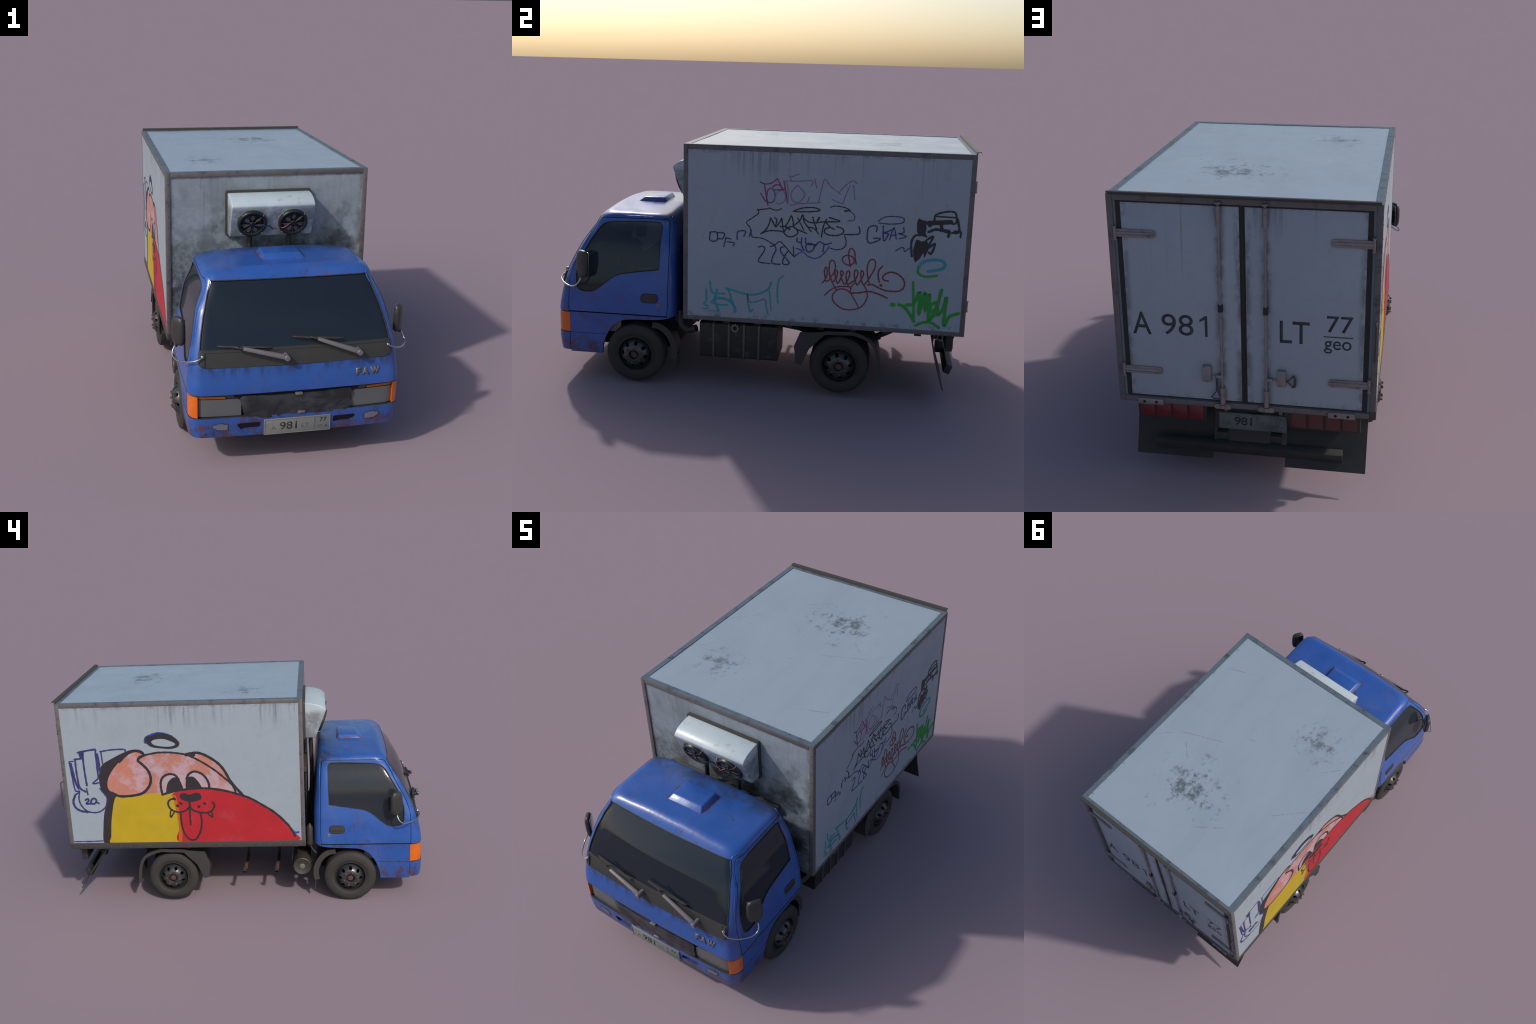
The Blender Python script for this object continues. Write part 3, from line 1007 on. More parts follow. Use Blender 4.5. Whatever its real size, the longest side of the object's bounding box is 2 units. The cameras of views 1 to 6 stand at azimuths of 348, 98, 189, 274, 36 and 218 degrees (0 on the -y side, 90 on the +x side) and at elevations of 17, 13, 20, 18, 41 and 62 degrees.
def build_wipers(cab):
    M = MAT
    for (px, pz), (mx, mz), (b0, b1) in (((-.054, .500), (-.242, .547), ((-.349, -.930, .551), (-.119, -.9535, .541))),
                                         ((.271, .501), (.085, .568), ((-.025, -.938, .577), (.205, -.942, .556)))):
        base = cast(np.array([px, -.66, pz]), np.array([0, -1., 0]), 0.)[1]
        Build().lathe([(-.004, .0), (-.004, .012), (.012, .012), (.013, .0125), (.0415, .0125), (.0435, .011), (.0435, 0)],
                      (px, base, pz), (0, -1, 0), 20).object('wiper_pivot', M['wiper'], cab)
        top = cast(np.array([mx, -.66, mz]), np.array([0, -1., 0]), 0.)[1]
        a, e = Vector((px, base - .030, pz)), Vector((mx, top - .032, mz))
        d = (e - a).normalized()
        up = Vector((0, -1, 0))
        w = d.cross(up).normalized()
        n = w.cross(d)
        V = []
        for p, hw, hh in ((a, .0120, .007), (a + (e - a) * .1, .0125, .008), (e, .0085, .006)):
            V += [p + w * hw - n * hh, p + w * hw * .7 + n * hh, p - w * hw * .7 + n * hh, p - w * hw - n * hh]
        F = [(0, 1, 2, 3), (8, 9, 10, 11)]
        for r in (0, 4):
            F += [(r + i, r + (i + 1) % 4, r + 4 + (i + 1) % 4, r + 4 + i) for i in range(4)]
        arm = Build().add(V, F).object('wiper_arm', M['wiper'], cab, smooth=None)
        round_edges(arm, .0025, 2, 25)
        # carrier linkage and blade resting on the glass
        b0, b1 = Vector(b0), Vector(b1)
        off = Vector((0, -.006, 0))
        mid = (b0 + b1) / 2 + off
        bl = Build().tube([e + d * -.004, e + d * .030, mid + (b0 - b1) * .06], [.0055, .0045, .0045], 6)
        bl.tube([b0 + off * .3, b1 + off * .3], .0034, 6, spline=False)
        for f0, f1, k in ((.02, .42, 1.2), (.58, .98, 1.2), (.2, .8, 1.9)):
            q0, q1 = b0.lerp(b1, f0), b0.lerp(b1, f1)
            bl.tube([q0 + off * .5, q0.lerp(q1, .25) + off * k, q0.lerp(q1, .75) + off * k, q1 + off * .5], .0042, 6)
        bl.object('wiper_blade', M['wiper_dark'], cab)


def build_cabin(cab):
    """Dark cabin: floor, dash, seats and wheel seen through the tinted glass."""
    M = MAT
    Build().box(-.452, .452, -.90, -.41, .334, .3405).box(-.30, .30, -.80, -.42, .135, .334).object('cabin_floor', M['hole'], cab)
    dash = Build().prism([(-.925, .36), (-.80, .36), (-.79, .50), (-.83, .535), (-.915, .535)], -.41, .41, 0)
    dash.object('dashboard', M['inside'], cab, smooth=40)
    for x in (-.23, .23):
        Build().box(x - .12, x + .12, -.66, -.46, .36, .45, .02)\
            .box(x - .115, x + .115, -.49, -.445, .42, .69, .02).box(x - .06, x + .06, -.485, -.455, .70, .765, .012)\
            .object('seat', M['seat'], cab)
    b = Build()
    ring, ax = [], Vector((0, .55, .83)).normalized()
    u = Vector((1, 0, 0))
    w = ax.cross(u)
    for k in range(26):
        a = 2 * math.pi * k / 24
        ring.append(Vector((.23, -.74, .555)) + (u * math.cos(a) + w * math.sin(a)) * .085)
    b.tube(ring, .007, 8, spline=False, caps=False)
    b.tube([(.23, -.74, .553), (.23, -.80, .45)], .014, 8, spline=False)
    for a in (.5, 2.6, 4.7):
        b.tube([(.23, -.74, .555), Vector((.23, -.74, .555)) + (u * math.cos(a) + w * math.sin(a)) * .085], .006, 6, spline=False)
    b.object('steering_wheel', M['plastic'], cab)


# ------------------------------------------------------------------ cargo box
BX, BY0, BY1, BZ0, BZ1 = .494, -.337, .978, .347, 1.178


def build_box(truck):
    M = MAT
    i = .0022
    core = Build().box(-BX + i, BX - i, BY0 + .0065, BY1 - .0065, BZ0 + .004, BZ1 - .008).object('cargo_box', M['doorstrip'], truck)
    t = .0012
    # sheet panels, one per side
    Build().box(-BX + i - t, -BX + i + .004, BY0 + .021, BY1 - .021, BZ0 + .030, BZ1 - .021).object('side_panel', M['side'], core)
    Build().box(BX - i - .004, BX - i + t, BY0 + .021, BY1 - .021, BZ0 + .018, BZ1 - .021).object('side_panel', M['side'], core)
    Build().box(-BX + .021, BX - .021, BY0 + .0055, BY0 + .0095, BZ0 + .018, BZ1 - .021).object('front_panel', M['front'], core)
    n = 60
    xs, ys = np.linspace(-BX + .026, BX - .026, 44), np.linspace(BY0 + .026, BY1 - .020, n)
    V, F = [], []
    for x in xs:
        for y in ys:
            wave = .0004 * math.sin(9 * x + 1.3) * math.sin(7 * y + .4) + .0009 * noise.noise((x * 5, y * 4, 1.7))
            V.append((x, y, BZ1 - .0012 + wave))
    for a in range(len(xs) - 1):
        for b in range(n - 1):
            F.append((a * n + b, (a + 1) * n + b, (a + 1) * n + b + 1, a * n + b + 1))
    new_object('roof_panel', V, F, M['roof'], core, smooth=60)

    # edge rails: posts run full height, the others butt between them
    p, h = .023, .0225
    for sx in (-1, 1):
        for y0, y1 in ((BY0, BY0 + p), (BY1 - p, BY1)):
            Build().box(sx * BX, sx * (BX - p), y0, y1, BZ0, BZ1, .0025).object('corner_post', M['rail'], core)
        Build().box(sx * BX, sx * (BX - p), BY0 + p, BY1 - p, BZ1 - h, BZ1 - .0002, .0025).object('roof_rail', M['rail'], core)
        if sx > 0:
            Build().box(BX, BX - p, BY0 + p, BY1 - p, BZ0, BZ0 + h, .0025).object('floor_rail', M['rail'], core)
    Build().box(-BX - .0015, -BX + p, BY0 - .0015, BY1 + .0005, BZ0 - .0015, BZ0 + .034, .002).object('floor_rail', M['sill'], core)
    for y0, y1 in ((BY0, BY0 + p), (BY1 - p, BY1)):
        for z0, z1 in ((BZ0, BZ0 + h), (BZ1 - h, BZ1 - .0002)):
            Build().box(-BX + p, BX - p, y0, y1, z0, z1, .0025).object('cross_rail', M['rail'], core)
    # flat trim on the roof edges
    w, z0, z1 = .028, BZ1 - .003, BZ1 + .0014
    for sx in (-1, 1):
        Build().box(sx * (BX - .0012), sx * (BX - w), BY0 + .001, BY1 - .001, z0, z1).object('roof_trim', M['roof_trim'], core)
    for y0, y1 in ((BY0 + .001, BY0 + w), (BY1 - .022, BY1 - .001)):
        Build().box(-BX + w, BX - w, y0, y1, z0, z1 - .0002).object('roof_trim', M['roof_trim'], core)
    # drip rail over the rear doors
    drip = [(BY1 - .006, BZ1 - .001), (BY1 - .004, BZ1 + .012), (BY1 + .0145, BZ1 + .0135), (BY1 + .0155, BZ1 + .008),
            (BY1 + .0140, BZ1 + .008), (BY1 + .0135, BZ1 + .0115), (BY1 + .001, BZ1 + .0095), (BY1 - .001, BZ1 - .001)]
    Build().prism(drip, -.486, .486, 0).object('drip_rail', M['sill'], core, smooth=None)

    # rivet heads on posts and rails
    dome = [(-.001, .0033), (.0005, .0031), (.0014, .0020), (.0018, 0)]
    b = Build()
    for y in np.arange(BY0 + .03, BY1 - .01, .0555):
        b.lathe(dome, (-BX - .0015, y, BZ0 + .013), (-1, 0, 0), 8)
    for z in np.arange(.43, 1.13, .052):
        for sx in (-1, 1):
            b.lathe(dome, (sx * BX, BY0 + .012, z), (sx, 0, 0), 8)
            b.lathe(dome, (sx * BX, BY1 - .012, z), (sx, 0, 0), 8)
        b.lathe(dome, (-BX + .012, BY0, z + .02), (0, -1, 0), 8)
        b.lathe(dome, (BX - .012, BY0, z + .02), (0, -1, 0), 8)
    for y in np.arange(BY0 + .06, BY1 - .03, .105):
        for sx in (-1, 1):
            b.lathe(dome, (sx * BX, y, BZ1 - .011), (sx, 0, 0), 8)
            b.lathe(dome, (sx * (BX - .014), y, BZ1 + .0006), (0, 0, 1), 8)
        b.lathe(dome, (BX, y, BZ0 + .011), (1, 0, 0), 8)
    rv = b.object('rivet', M['rivet'], core, smooth=60)
    rv['kind'] = 'stuff'

    build_rear_doors(core)
    c = Canvas(-BX + i - t, -1, 2.1)
    paint_mural(c)
    c.object('painted_dog_mural', core)
    c = Canvas(BX - i + t, 1, 1.2)
    paint_scrawl(c)
    scratch_lines(c)
    c.object('graffiti', core)
    return core


def build_rear_doors(core):
    M = MAT
    y0 = BY1 - .0065
    Build().box(-.4615, .4615, y0 - .003, y0 + .0012, .3715, 1.1605).object('door_gasket', M['gasket'], core)
    for s in (-1, 1):
        Build().box(s * .0105, s * .4425, y0 - .002, y0 + .0030, .3785, 1.1490, .001).object('rear_door', M['door'], core)
    Build().box(-.004, .004, y0, y0 + .0035, .372, 1.16, .001).object('door_seam_seal', M['gasket'], core)
    f = y0 + .003
    # strap hinges
    for s in (-1, 1):
        for zc in (1.034, .486):
            o = rounded([(s * .316, zc - .015), (s * .468, zc - .015), (s * .468, zc + .015), (s * .316, zc + .015)], [.013, .001, .001, .013], 5)
            b = Build().prism(o, f - .001, f + .005, 1)
            b.tube([(s * .328, f + .003, zc), (s * .462, f + .003, zc)], .0075, 10, spline=False)
            b.lathe([(-.012, 0), (-.009, .005), (.0, .0075)], (s * .328, f + .003, zc), (s, 0, 0), 12)
            b.tube([(s * .466, f + .007, zc - .025), (s * .466, f + .007, zc + .025)], .0055, 10, spline=False)
            for e in (-1, 1):
                b.tube([(s * .466, f + .007, zc + e * .022), (s * .466, f + .007, zc + e * .026)], .0075, 10, spline=False)
            b.object('door_hinge', M['bright'], core)
    # lock rods with sleeves, clamps and brackets
    for s in (-1, 1):
        x, y = s * .0838, f + .0085
        Build().tube([(x, y, .366), (x, y, 1.165)], .0046, 10, spline=False).object('lock_rod', M['bright'], core)
        for z0, z1 in ((1.080, 1.152), (.368, .437)):
            Build().tube([(x, y, z0), (x, y, z1)], .0095, 12, spline=False).box(x - .0105, x + .0105, f - .001, f + .005, z0 + .003, z1 - .003, .001)\
                .object('rod_sleeve', M['bright'], core)
        Build().box(x - .0085, x + .0085, f - .001, y + .006, .748, .776, .002).object('rod_clamp', M['gasket'], core)
        Build().lathe([(-.004, 0), (-.004, .010), (.0, .0133), (.004, .0133), (.006, .009), (.006, 0)], (x, y - .001, 1.1625), (0, 0, 1), 16)\
            .object('rod_cap', M['bright'], core)
        o = rounded([(x - .032, .346), (x + .032, .346), (x + .032, .366), (x - .032, .366)], .009, 4)
        Build().prism(o, BY1 - .002, BY1 + .007, 1).tube([(x, BY1 + .007, .352), (x, BY1 + .007, .366)], .011, 10, spline=False)\
            .object('rod_keeper', M['bright'], core)
        # lock box and lever
        Build().box(s * .1255, s * .1580, f - .001, f + .016, .460, .526, .003).object('lock_box', M['bright'], core)
        Build().box(x, x + s * .023, y - .005, y + .005, .478, .490, .001).tube([(x, y, .484), (s * .130, y, .484)], .0025, 8, spline=False)\
            .object('lock_lever', M['bright'], core)
    h = Build().tube([(-.156, f + .008, .484), (-.166, f + .009, .484), (-.184, f + .010, .505)], .0022, 6, spline=False)
    h.tube([(-.164, f + .009, .482), (-.184, f + .010, .462)], .0022, 6, spline=False)
    h.tube([(-.182, f + .010, .506), (-.1915, f + .011, .499), (-.1915, f + .011, .468), (-.182, f + .010, .461)], .0048, 8)
    h.object('door_handle', M['sill'], core)
    Build().tube([(.106, f + .009, .480), (.107, f + .010, .420), (.128, f + .009, .394), (.120, f + .009, .389), (.088, f + .009, .386), (.100, f + .010, .418), (.104, f + .009, .480)],
                 .0024, 6, spline=False).object('door_handle', M['sill'], core)
    # stop plates under the doors, grab handle on the post
    for s in (-1, 1):
        b = Build().box(s * .318, s * .418, BY1 - .004, BY1 + .008, .343, .366, .002)
        for x in (.345, .392):
            b.lathe([(0, .0058), (.0086, .0058), (.0086, 0)], (s * x, BY1, .354), (0, 1, 0), 12, slot=1)
        b.object('door_stop', [M['bright'], M['hole']], core)
    Build().tube([(-.4845, BY1 - .003, .745), (-.4845, BY1 + .0150, .735), (-.4845, BY1 + .0165, .715), (-.4845, BY1 + .0165, .612), (-.4845, BY1 + .0150, .594), (-.4845, BY1 - .003, .584)],
                 .0034, 8).object('grab_handle', M['sill'], core)
    # lettering
    for body, xr, zr, bold in (('A', (.352, .423), (.636, .726), 0), ('98', (.190, .311), (.640, .724), -.004), ('LT', (-.244, -.134), (.637, .725), 0),
                               ('77', (-.402, -.306), (.690, .755), 0), ('geo', (-.397, -.297), (.606, .657), 0)):
        lettering('door_lettering', body, M['ink_door'], core, xr, zr, 1, f, .0005, bold + .0035)
    Build().prism([(.1365, .640), (.1465, .640), (.1465, .7245), (.139, .7245), (.1645, .708), (.1645, .699), (.1465, .7105)][:2] + [(.1465, .709), (.166, .699), (.166, .708), (.145, .7245), (.1365, .7245)], f - .001, f + .0005, 1)\
        .object('door_lettering', M['ink_door'], core, smooth=None)
    Build().box(-.403, -.295, f, f + .0006, .6705, .6745).object('door_lettering', M['ink_door'], core)


class Canvas:
    """Paint strokes and fills on the plane x = const; control points in mm (y, z)."""
    def __init__(self, x, side, weight):
        self.x, self.side, self.weight, self.items = x, side, weight, []

    def fill(self, paint, layer, pts, curved=True):
        self.items.append((layer, len(self.items), 'fill', paint, 0, pts, curved))

    def stroke(self, paint, layer, width, pts):
        self.items.append((layer, len(self.items), 'stroke', paint, width, pts, True))

    def object(self, name, parent):
        slots = []
        b = Build()
        for k, (layer, _, kind, paint, width, pts, curved) in enumerate(sorted(self.items, key=lambda q: q[:2])):
            if paint not in slots:
                slots.append(paint)
            slot = slots.index(paint)
            P = [np.array(p, float) / 1000 for p in pts]
            lift = .0003 + .000011 * k
            put = lambda q, e=0.: (self.x + self.side * (lift + e), q[0], q[1])
            if kind == 'fill':
                C = curve_through(P, 5, True) if curved else P
                tri = tessellate_polygon([[Vector((q[0], q[1], 0)) for q in C]])
                b.add([put(q) for q in C], [t[::-1] if self.side < 0 else t for t in tri], slot)
                continue
            C = np.array(curve_through(P, 5) if len(P) > 2 else P)
            T = np.gradient(C, axis=0)
            T /= np.linalg.norm(T, axis=1)[:, None] + 1e-9
            N = np.stack([-T[:, 1], T[:, 0]], 1)
            hw = width * self.weight / 2000.
            wob = hw + min(.18 * hw, .0007) * np.sin(np.arange(len(C)) * 1.9 + k)
            # half-round ends
            rows = []
            for a in (80, 50, 22):
                r = math.radians(a)
                rows.append((C[0] - T[0] * hw * math.sin(r), N[0] * hw * math.cos(r)))
            rows += [(C[j], N[j] * wob[j]) for j in range(len(C))]
            for a in (22, 50, 80):
                r = math.radians(a)
                rows.append((C[-1] + T[-1] * hw * math.sin(r), N[-1] * hw * math.cos(r)))
            V, n = [], len(rows)
            for j, (c, w) in enumerate(rows):
                e = .000009 * j / n
                V += [put(c + w, e), put(c - w, e)]
            F = [(2 * j, 2 * j + 1, 2 * j + 3, 2 * j + 2) for j in range(n - 1)]
            b.add(V, F, slot)
        ob = b.object(name, [MAT[s] for s in slots], parent, smooth=None, recalc=False)
        ob['kind'] = 'stuff'
        return ob


def scratch_lines(c):
    for a, e, w in (((-250, 745), (-170, 905), 2), ((-290, 1140), (-265, 1075), 1), ((60, 905), (160, 985), 2), ((800, 1140), (870, 1055), 2), ((560, 1000), (590, 1020), 1), ((605, 520), (608, 760), 2)):
        mid = ((a[0] + e[0]) / 2 + 3, (a[1] + e[1]) / 2 - 4)
        c.stroke('scratch_paint', 0, w, [a, mid, e])


def paint_mural(c):
    c.fill('black_paint', 1, [(784,382),(779,479),(766,561),(746,615),(741,653),(772,702),(775,772),(754,835),(694,873),(621,908),(574,921),(534,916),(514,892),(526,840),(640,694),(687,631),(711,533),(729,381)])
    c.fill('pink_paint', 2, [(555,852),(507,890),(446,901),(434,902),(384,902),(334,896),(295,888),(261,874),(208,844),(141,796),(93,753),(55,715),(39,683),(33,657),(73,665),(147,682),(218,686),(273,685),(350,675),(438,653),(504,659),(542,644),(644,654),(584,747)])
    c.fill('ear_paint', 2, [(295,888),(265,895),(225,896),(176,875),(124,837),(91,795),(55,725),(-7,645),(33,657),(55,715),(93,753),(141,796),(208,844),(261,874)])
    c.fill('yellow_paint', 2, [(695,650),(644,649),(567,655),(510,668),(438,668),(374,660),(363,592),(353,527),(350,472),(356,379),(449,378),(526,378),(736,378),(740,423),(727,533)])
    c.fill('red_paint', 2, [(381,660),(334,680),(273,691),(217,693),(147,686),(73,670),(-2,647),(-41,631),(-100,595),(-173,545),(-237,479),(-266,435),(-290,378),(62,379),(356,379),(350,472),(353,527),(363,592)])
    c.fill('ear_paint', 3, [(522,887),(545,906),(575,909),(612,895),(656,854),(701,802),(729,749),(731,701),(703,674),(669,657),(592,659),(540,674),(506,708),(490,750),(499,798),(531,835),(554,859),(548,878)])
    c.stroke('orange_paint', 3, 9, [(371,649),(362,592),(352,527),(349,472),(355,382)])
    c.stroke('black_paint', 4, 5, [(545,880),(507,890),(446,901),(434,901),(384,901),(334,895),(295,887),(261,873),(208,843),(141,795),(93,752),(55,714),(39,683),(33,657)])
    c.stroke('black_paint', 4, 7, [(656,854),(612,895),(575,912),(545,910),(519,890),(540,877),(554,859),(531,835),(502,798),(492,750),(506,708),(540,674),(592,659),(669,656),(713,677)])
    c.stroke('black_paint', 4, 7, [(292,888),(265,893),(225,895),(176,874),(124,836),(91,794),(55,724),(-7,645)])
    c.stroke('black_paint', 4, 9, [(292,886),(275,886),(250,884)])
    c.stroke('black_paint', 4, 6, [(435,661),(401,671),(349,683),(273,692),(217,694),(147,688),(73,672),(-2,647),(-41,632),(-100,596),(-173,546),(-237,480),(-266,436),(-280,407)])
    c.stroke('black_paint', 4, 6, [(435,661),(440,701),(439,733),(427,759),(403,775),(380,778),(358,771),(340,747)])
    c.stroke('black_paint', 4, 6, [(177,691),(178,717),(187,744),(207,771),(232,786),(256,790),(282,777),(297,751)])
    c.fill('lilac_paint', 3, [(435,661),(440,701),(439,733),(427,759),(403,775),(380,778),(358,771),(340,747),(324,715),(321,691),(349,682),(386,671)])
    c.fill('lilac_paint', 3, [(177,691),(178,717),(187,744),(207,771),(232,786),(256,790),(282,777),(297,751),(301,693),(263,691)])
    c.fill('black_paint', 4, [(412,668),(410,700),(399,732),(374,756),(354,758),(335,742),(324,715),(321,691),(349,682),(386,671)])
    c.fill('black_paint', 4, [(301,693),(303,725),(297,751),(278,762),(258,759),(240,740),(226,718),(220,694),(263,691)])
    c.fill('black_paint', 4, [(343,646),(336,662),(315,668),(285,658),(259,668),(234,666),(223,649),(226,630),(247,622),(283,615),(323,626),(337,635)])
    c.stroke('black_paint', 4, 5, [(373,635),(391,633),(405,620),(408,601),(398,579),(376,563),(348,557),(319,564),(301,577),(290,594),(291,615)])
    c.stroke('black_paint', 4, 5, [(290,594),(281,574),(256,560),(226,552),(195,552),(169,564),(155,588),(157,605),(164,611)])
    c.stroke('black_paint', 4, 5, [(292,591),(292,537),(292,482)])
    c.stroke('black_paint', 4, 5, [(343,554),(343,516),(339,466),(326,425),(305,397),(282,391),(261,402),(240,443),(230,486),(230,525),(234,549)])
    c.stroke('black_paint', 4, 4, [(393,574),(400,549),(399,528),(388,541),(377,560)])
    c.stroke('black_paint', 4, 4, [(198,551),(184,537),(169,525),(169,545),(175,556)])
    c.stroke('black_paint', 4, 7, [(374,637),(370,633)])
    c.stroke('black_paint', 4, 7, [(339,610),(335,606)])
    c.stroke('black_paint', 4, 7, [(359,596),(355,593)])
    c.stroke('black_paint', 4, 7, [(209,607),(206,603)])
    c.stroke('black_paint', 4, 7, [(242,590),(239,586)])
    c.stroke('blue_paint', 3, 10, [(503,962),(499,980),(483,990),(442,1004),(403,1001),(364,986)])
    c.fill('black_paint', 4, [(503,962),(507,980),(488,995),(458,1000),(442,1009),(402,1008),(359,992),(331,968),(322,948),(336,929),(374,920),(419,924),(463,930),(487,941)])
    c.fill('panel_paint', 5, [(473,961),(460,972),(432,977),(400,975),(361,959),(345,947),(355,938),(383,933),(425,936),(460,945)])
    c.stroke('navy_paint', 2, 5, [(878,911),(795,925),(781,924),(781,893),(779,761)])
    c.stroke('navy_paint', 2, 5, [(850,913),(853,858),(851,784),(847,722)])
    c.stroke('navy_paint', 2, 6, [(870,911),(863,879)])
    c.stroke('navy_paint', 2, 5, [(855,911),(861,879)])
    c.stroke('navy_paint', 2, 5, [(900,872),(859,876)])
    c.stroke('navy_paint', 2, 5, [(897,869),(897,806),(892,731),(882,702),(856,685)])
    c.stroke('navy_paint', 2, 4, [(851,704),(847,669)])
    c.stroke('navy_paint', 2, 3, [(932,860),(908,862)])
    c.stroke('navy_paint', 2, 4, [(930,854),(923,775),(914,694),(891,691)])
    c.stroke('navy_paint', 2, 6, [(923,849),(917,806),(910,753),(901,721),(895,705)])
    c.stroke('navy_paint', 2, 6, [(773,898),(769,856),(767,803)])
    c.stroke('navy_paint', 2, 4, [(751,913),(748,845)])
    c.stroke('navy_paint', 2, 4, [(756,913),(695,922),(624,923),(618,910)])
    c.stroke('navy_paint', 2, 4, [(776,764),(813,732),(774,737)])
    c.stroke('navy_paint', 2, 4, [(892,688),(899,645),(890,607),(863,574),(822,562),(785,570),(757,591)])
    c.stroke('navy_paint', 2, 6, [(920,662),(932,630),(925,597),(899,575),(858,566)])
    c.stroke('navy_paint', 2, 4, [(920,667),(898,680)])
    c.stroke('navy_paint', 2, 4, [(777,702),(755,670),(743,648),(747,615),(758,588)])
    c.stroke('navy_paint', 2, 3, [(953,391),(877,390),(787,393)])
    c.stroke('navy_paint', 4, 5, [(864,637),(850,644),(846,633),(861,615),(838,616)])
    c.stroke('navy_paint', 4, 5, [(824,644),(834,628),(827,614),(809,619),(804,638),(816,646),(827,641)])
    c.stroke('navy_paint', 4, 5, [(803,625),(791,616)])
    c.stroke('blue_paint', 3, 6, [(-271,435),(-283,426),(-298,429)])


def paint_scrawl(c):
    c.stroke('plum_paint', 4, 5, [(20,1019),(43,1011),(68,1015),(86,1026),(99,1038)])
    c.stroke('plum_paint', 4, 5, [(40,1012),(47,969),(58,914)])
    c.stroke('plum_paint', 4, 5, [(24,967),(42,938),(55,927)])
    c.stroke('plum_paint', 4, 5, [(99,1038),(117,1003),(128,988)])
    c.stroke('plum_paint', 4, 5, [(53,970),(58,985),(70,992),(84,983),(90,962),(88,941),(76,928),(61,927),(52,945),(53,970)])
    c.stroke('plum_paint', 4, 5, [(77,998),(95,1010),(114,1006),(123,991)])
    c.stroke('plum_paint', 4, 5, [(84,985),(136,990)])
    c.stroke('plum_paint', 4, 5, [(128,1028),(137,989),(147,931)])
    c.stroke('violet_paint', 4, 4, [(91,941),(99,972),(124,985),(136,970),(136,940),(113,922),(98,926)])
    c.stroke('violet_paint', 4, 4, [(127,1028),(195,1030),(259,1034),(252,1009)])
    c.stroke('violet_paint', 4, 4, [(150,1053),(161,1048),(197,1063)])
    c.stroke('violet_paint', 4, 4, [(160,1048),(160,1033)])
    c.stroke('violet_paint', 4, 4, [(190,1010),(166,981),(164,953),(183,933),(207,940),(225,968),(215,989),(193,1010)])
    c.stroke('violet_paint', 4, 4, [(268,1043),(278,1004)])
    c.stroke('violet_paint', 4, 4, [(248,963),(238,932)])
    c.stroke('violet_paint', 4, 4, [(159,918),(199,927),(260,933),(299,937)])
    c.stroke('violet_paint', 4, 4, [(288,938),(297,981),(313,1044),(341,1013),(388,979)])
    c.stroke('violet_paint', 4, 4, [(383,991),(407,1019),(439,1042),(457,1032)])
    c.stroke('violet_paint', 4, 4, [(399,935),(409,971),(428,1020)])
    c.stroke('violet_paint', 4, 4, [(350,954),(380,942),(399,937)])
    c.stroke('violet_paint', 4, 4, [(443,1024),(452,958)])
    c.stroke('violet_paint', 4, 4, [(138,1026),(148,995),(150,925)])
    c.stroke('black_paint', 4, 5, [(11,890),(61,898)])
    c.stroke('black_paint', 4, 4, [(12,894),(16,875),(-12,852),(-39,829),(-22,805),(-13,767),(-7,761),(34,759),(65,746),(94,732),(118,748),(144,725),(185,680)])
    c.stroke('black_paint', 4, 4, [(64,902),(86,894),(108,894),(121,902)])
    c.stroke('black_paint', 4, 5, [(175,891),(215,908),(260,913),(288,909),(294,900),(246,893),(185,890)])
    c.stroke('black_paint', 4, 4, [(345,919),(366,925),(405,921),(430,911)])
    c.stroke('black_paint', 4, 6, [(409,904),(433,907)])
    c.stroke('black_paint', 4, 3, [(433,905),(455,885),(450,863),(426,860)])
    c.stroke('black_paint', 4, 5, [(411,796),(474,801),(481,818),(476,835)])
    c.stroke('black_paint', 4, 4, [(413,790),(421,769),(419,744),(405,730),(378,723),(353,729)])
    c.stroke('black_paint', 4, 5, [(29,779),(55,805),(69,837),(72,855),(91,823),(99,816),(116,840),(124,857),(128,825),(135,794)])
    c.stroke('black_paint', 4, 5, [(30,781),(64,795),(95,797),(129,794),(148,777),(167,772),(188,780),(200,794),(190,812),(172,821),(147,810),(138,797)])
    c.stroke('black_paint', 4, 5, [(92,857),(101,848),(97,823)])
    c.stroke('black_paint', 4, 5, [(138,819),(153,839),(168,870),(177,840),(184,815),(240,792)])
    c.stroke('black_paint', 4, 6, [(119,817),(141,819),(163,806)])
    c.stroke('black_paint', 4, 5, [(184,828),(207,851),(220,878),(226,848),(249,816),(261,801)])
    c.stroke('black_paint', 4, 4, [(196,862),(211,835),(227,805)])
    c.stroke('black_paint', 4, 5, [(226,861),(247,846),(278,843),(317,850),(390,855),(341,871)])
    c.stroke('black_paint', 4, 5, [(245,822),(273,817),(295,793)])
    c.stroke('black_paint', 4, 5, [(265,869),(275,839),(285,814)])
    c.stroke('black_paint', 4, 8, [(295,867),(287,852)])
    c.stroke('black_paint', 4, 5, [(328,863),(315,828),(308,778)])
    c.stroke('black_paint', 4, 5, [(323,853),(343,830),(366,817)])
    c.stroke('black_paint', 4, 5, [(376,830),(398,825),(409,812),(396,795),(366,789),(335,792),(321,804),(325,818),(343,824)])
    c.stroke('navy_paint', 4, 5, [(19,717),(38,721),(49,712),(42,691),(25,665),(24,646),(74,641)])
    c.stroke('navy_paint', 4, 5, [(75,722),(94,727),(101,707),(89,681),(82,652),(90,642),(121,640)])
    c.stroke('navy_paint', 4, 5, [(137,724),(122,718),(126,696),(152,666),(165,648),(146,640),(133,649),(142,681),(157,704)])
    c.stroke('navy_paint', 4, 5, [(181,726),(185,680)])
    c.stroke('navy_paint', 4, 5, [(196,720),(221,712)])
    c.stroke('navy_paint', 4, 5, [(198,769),(197,753),(214,747)])
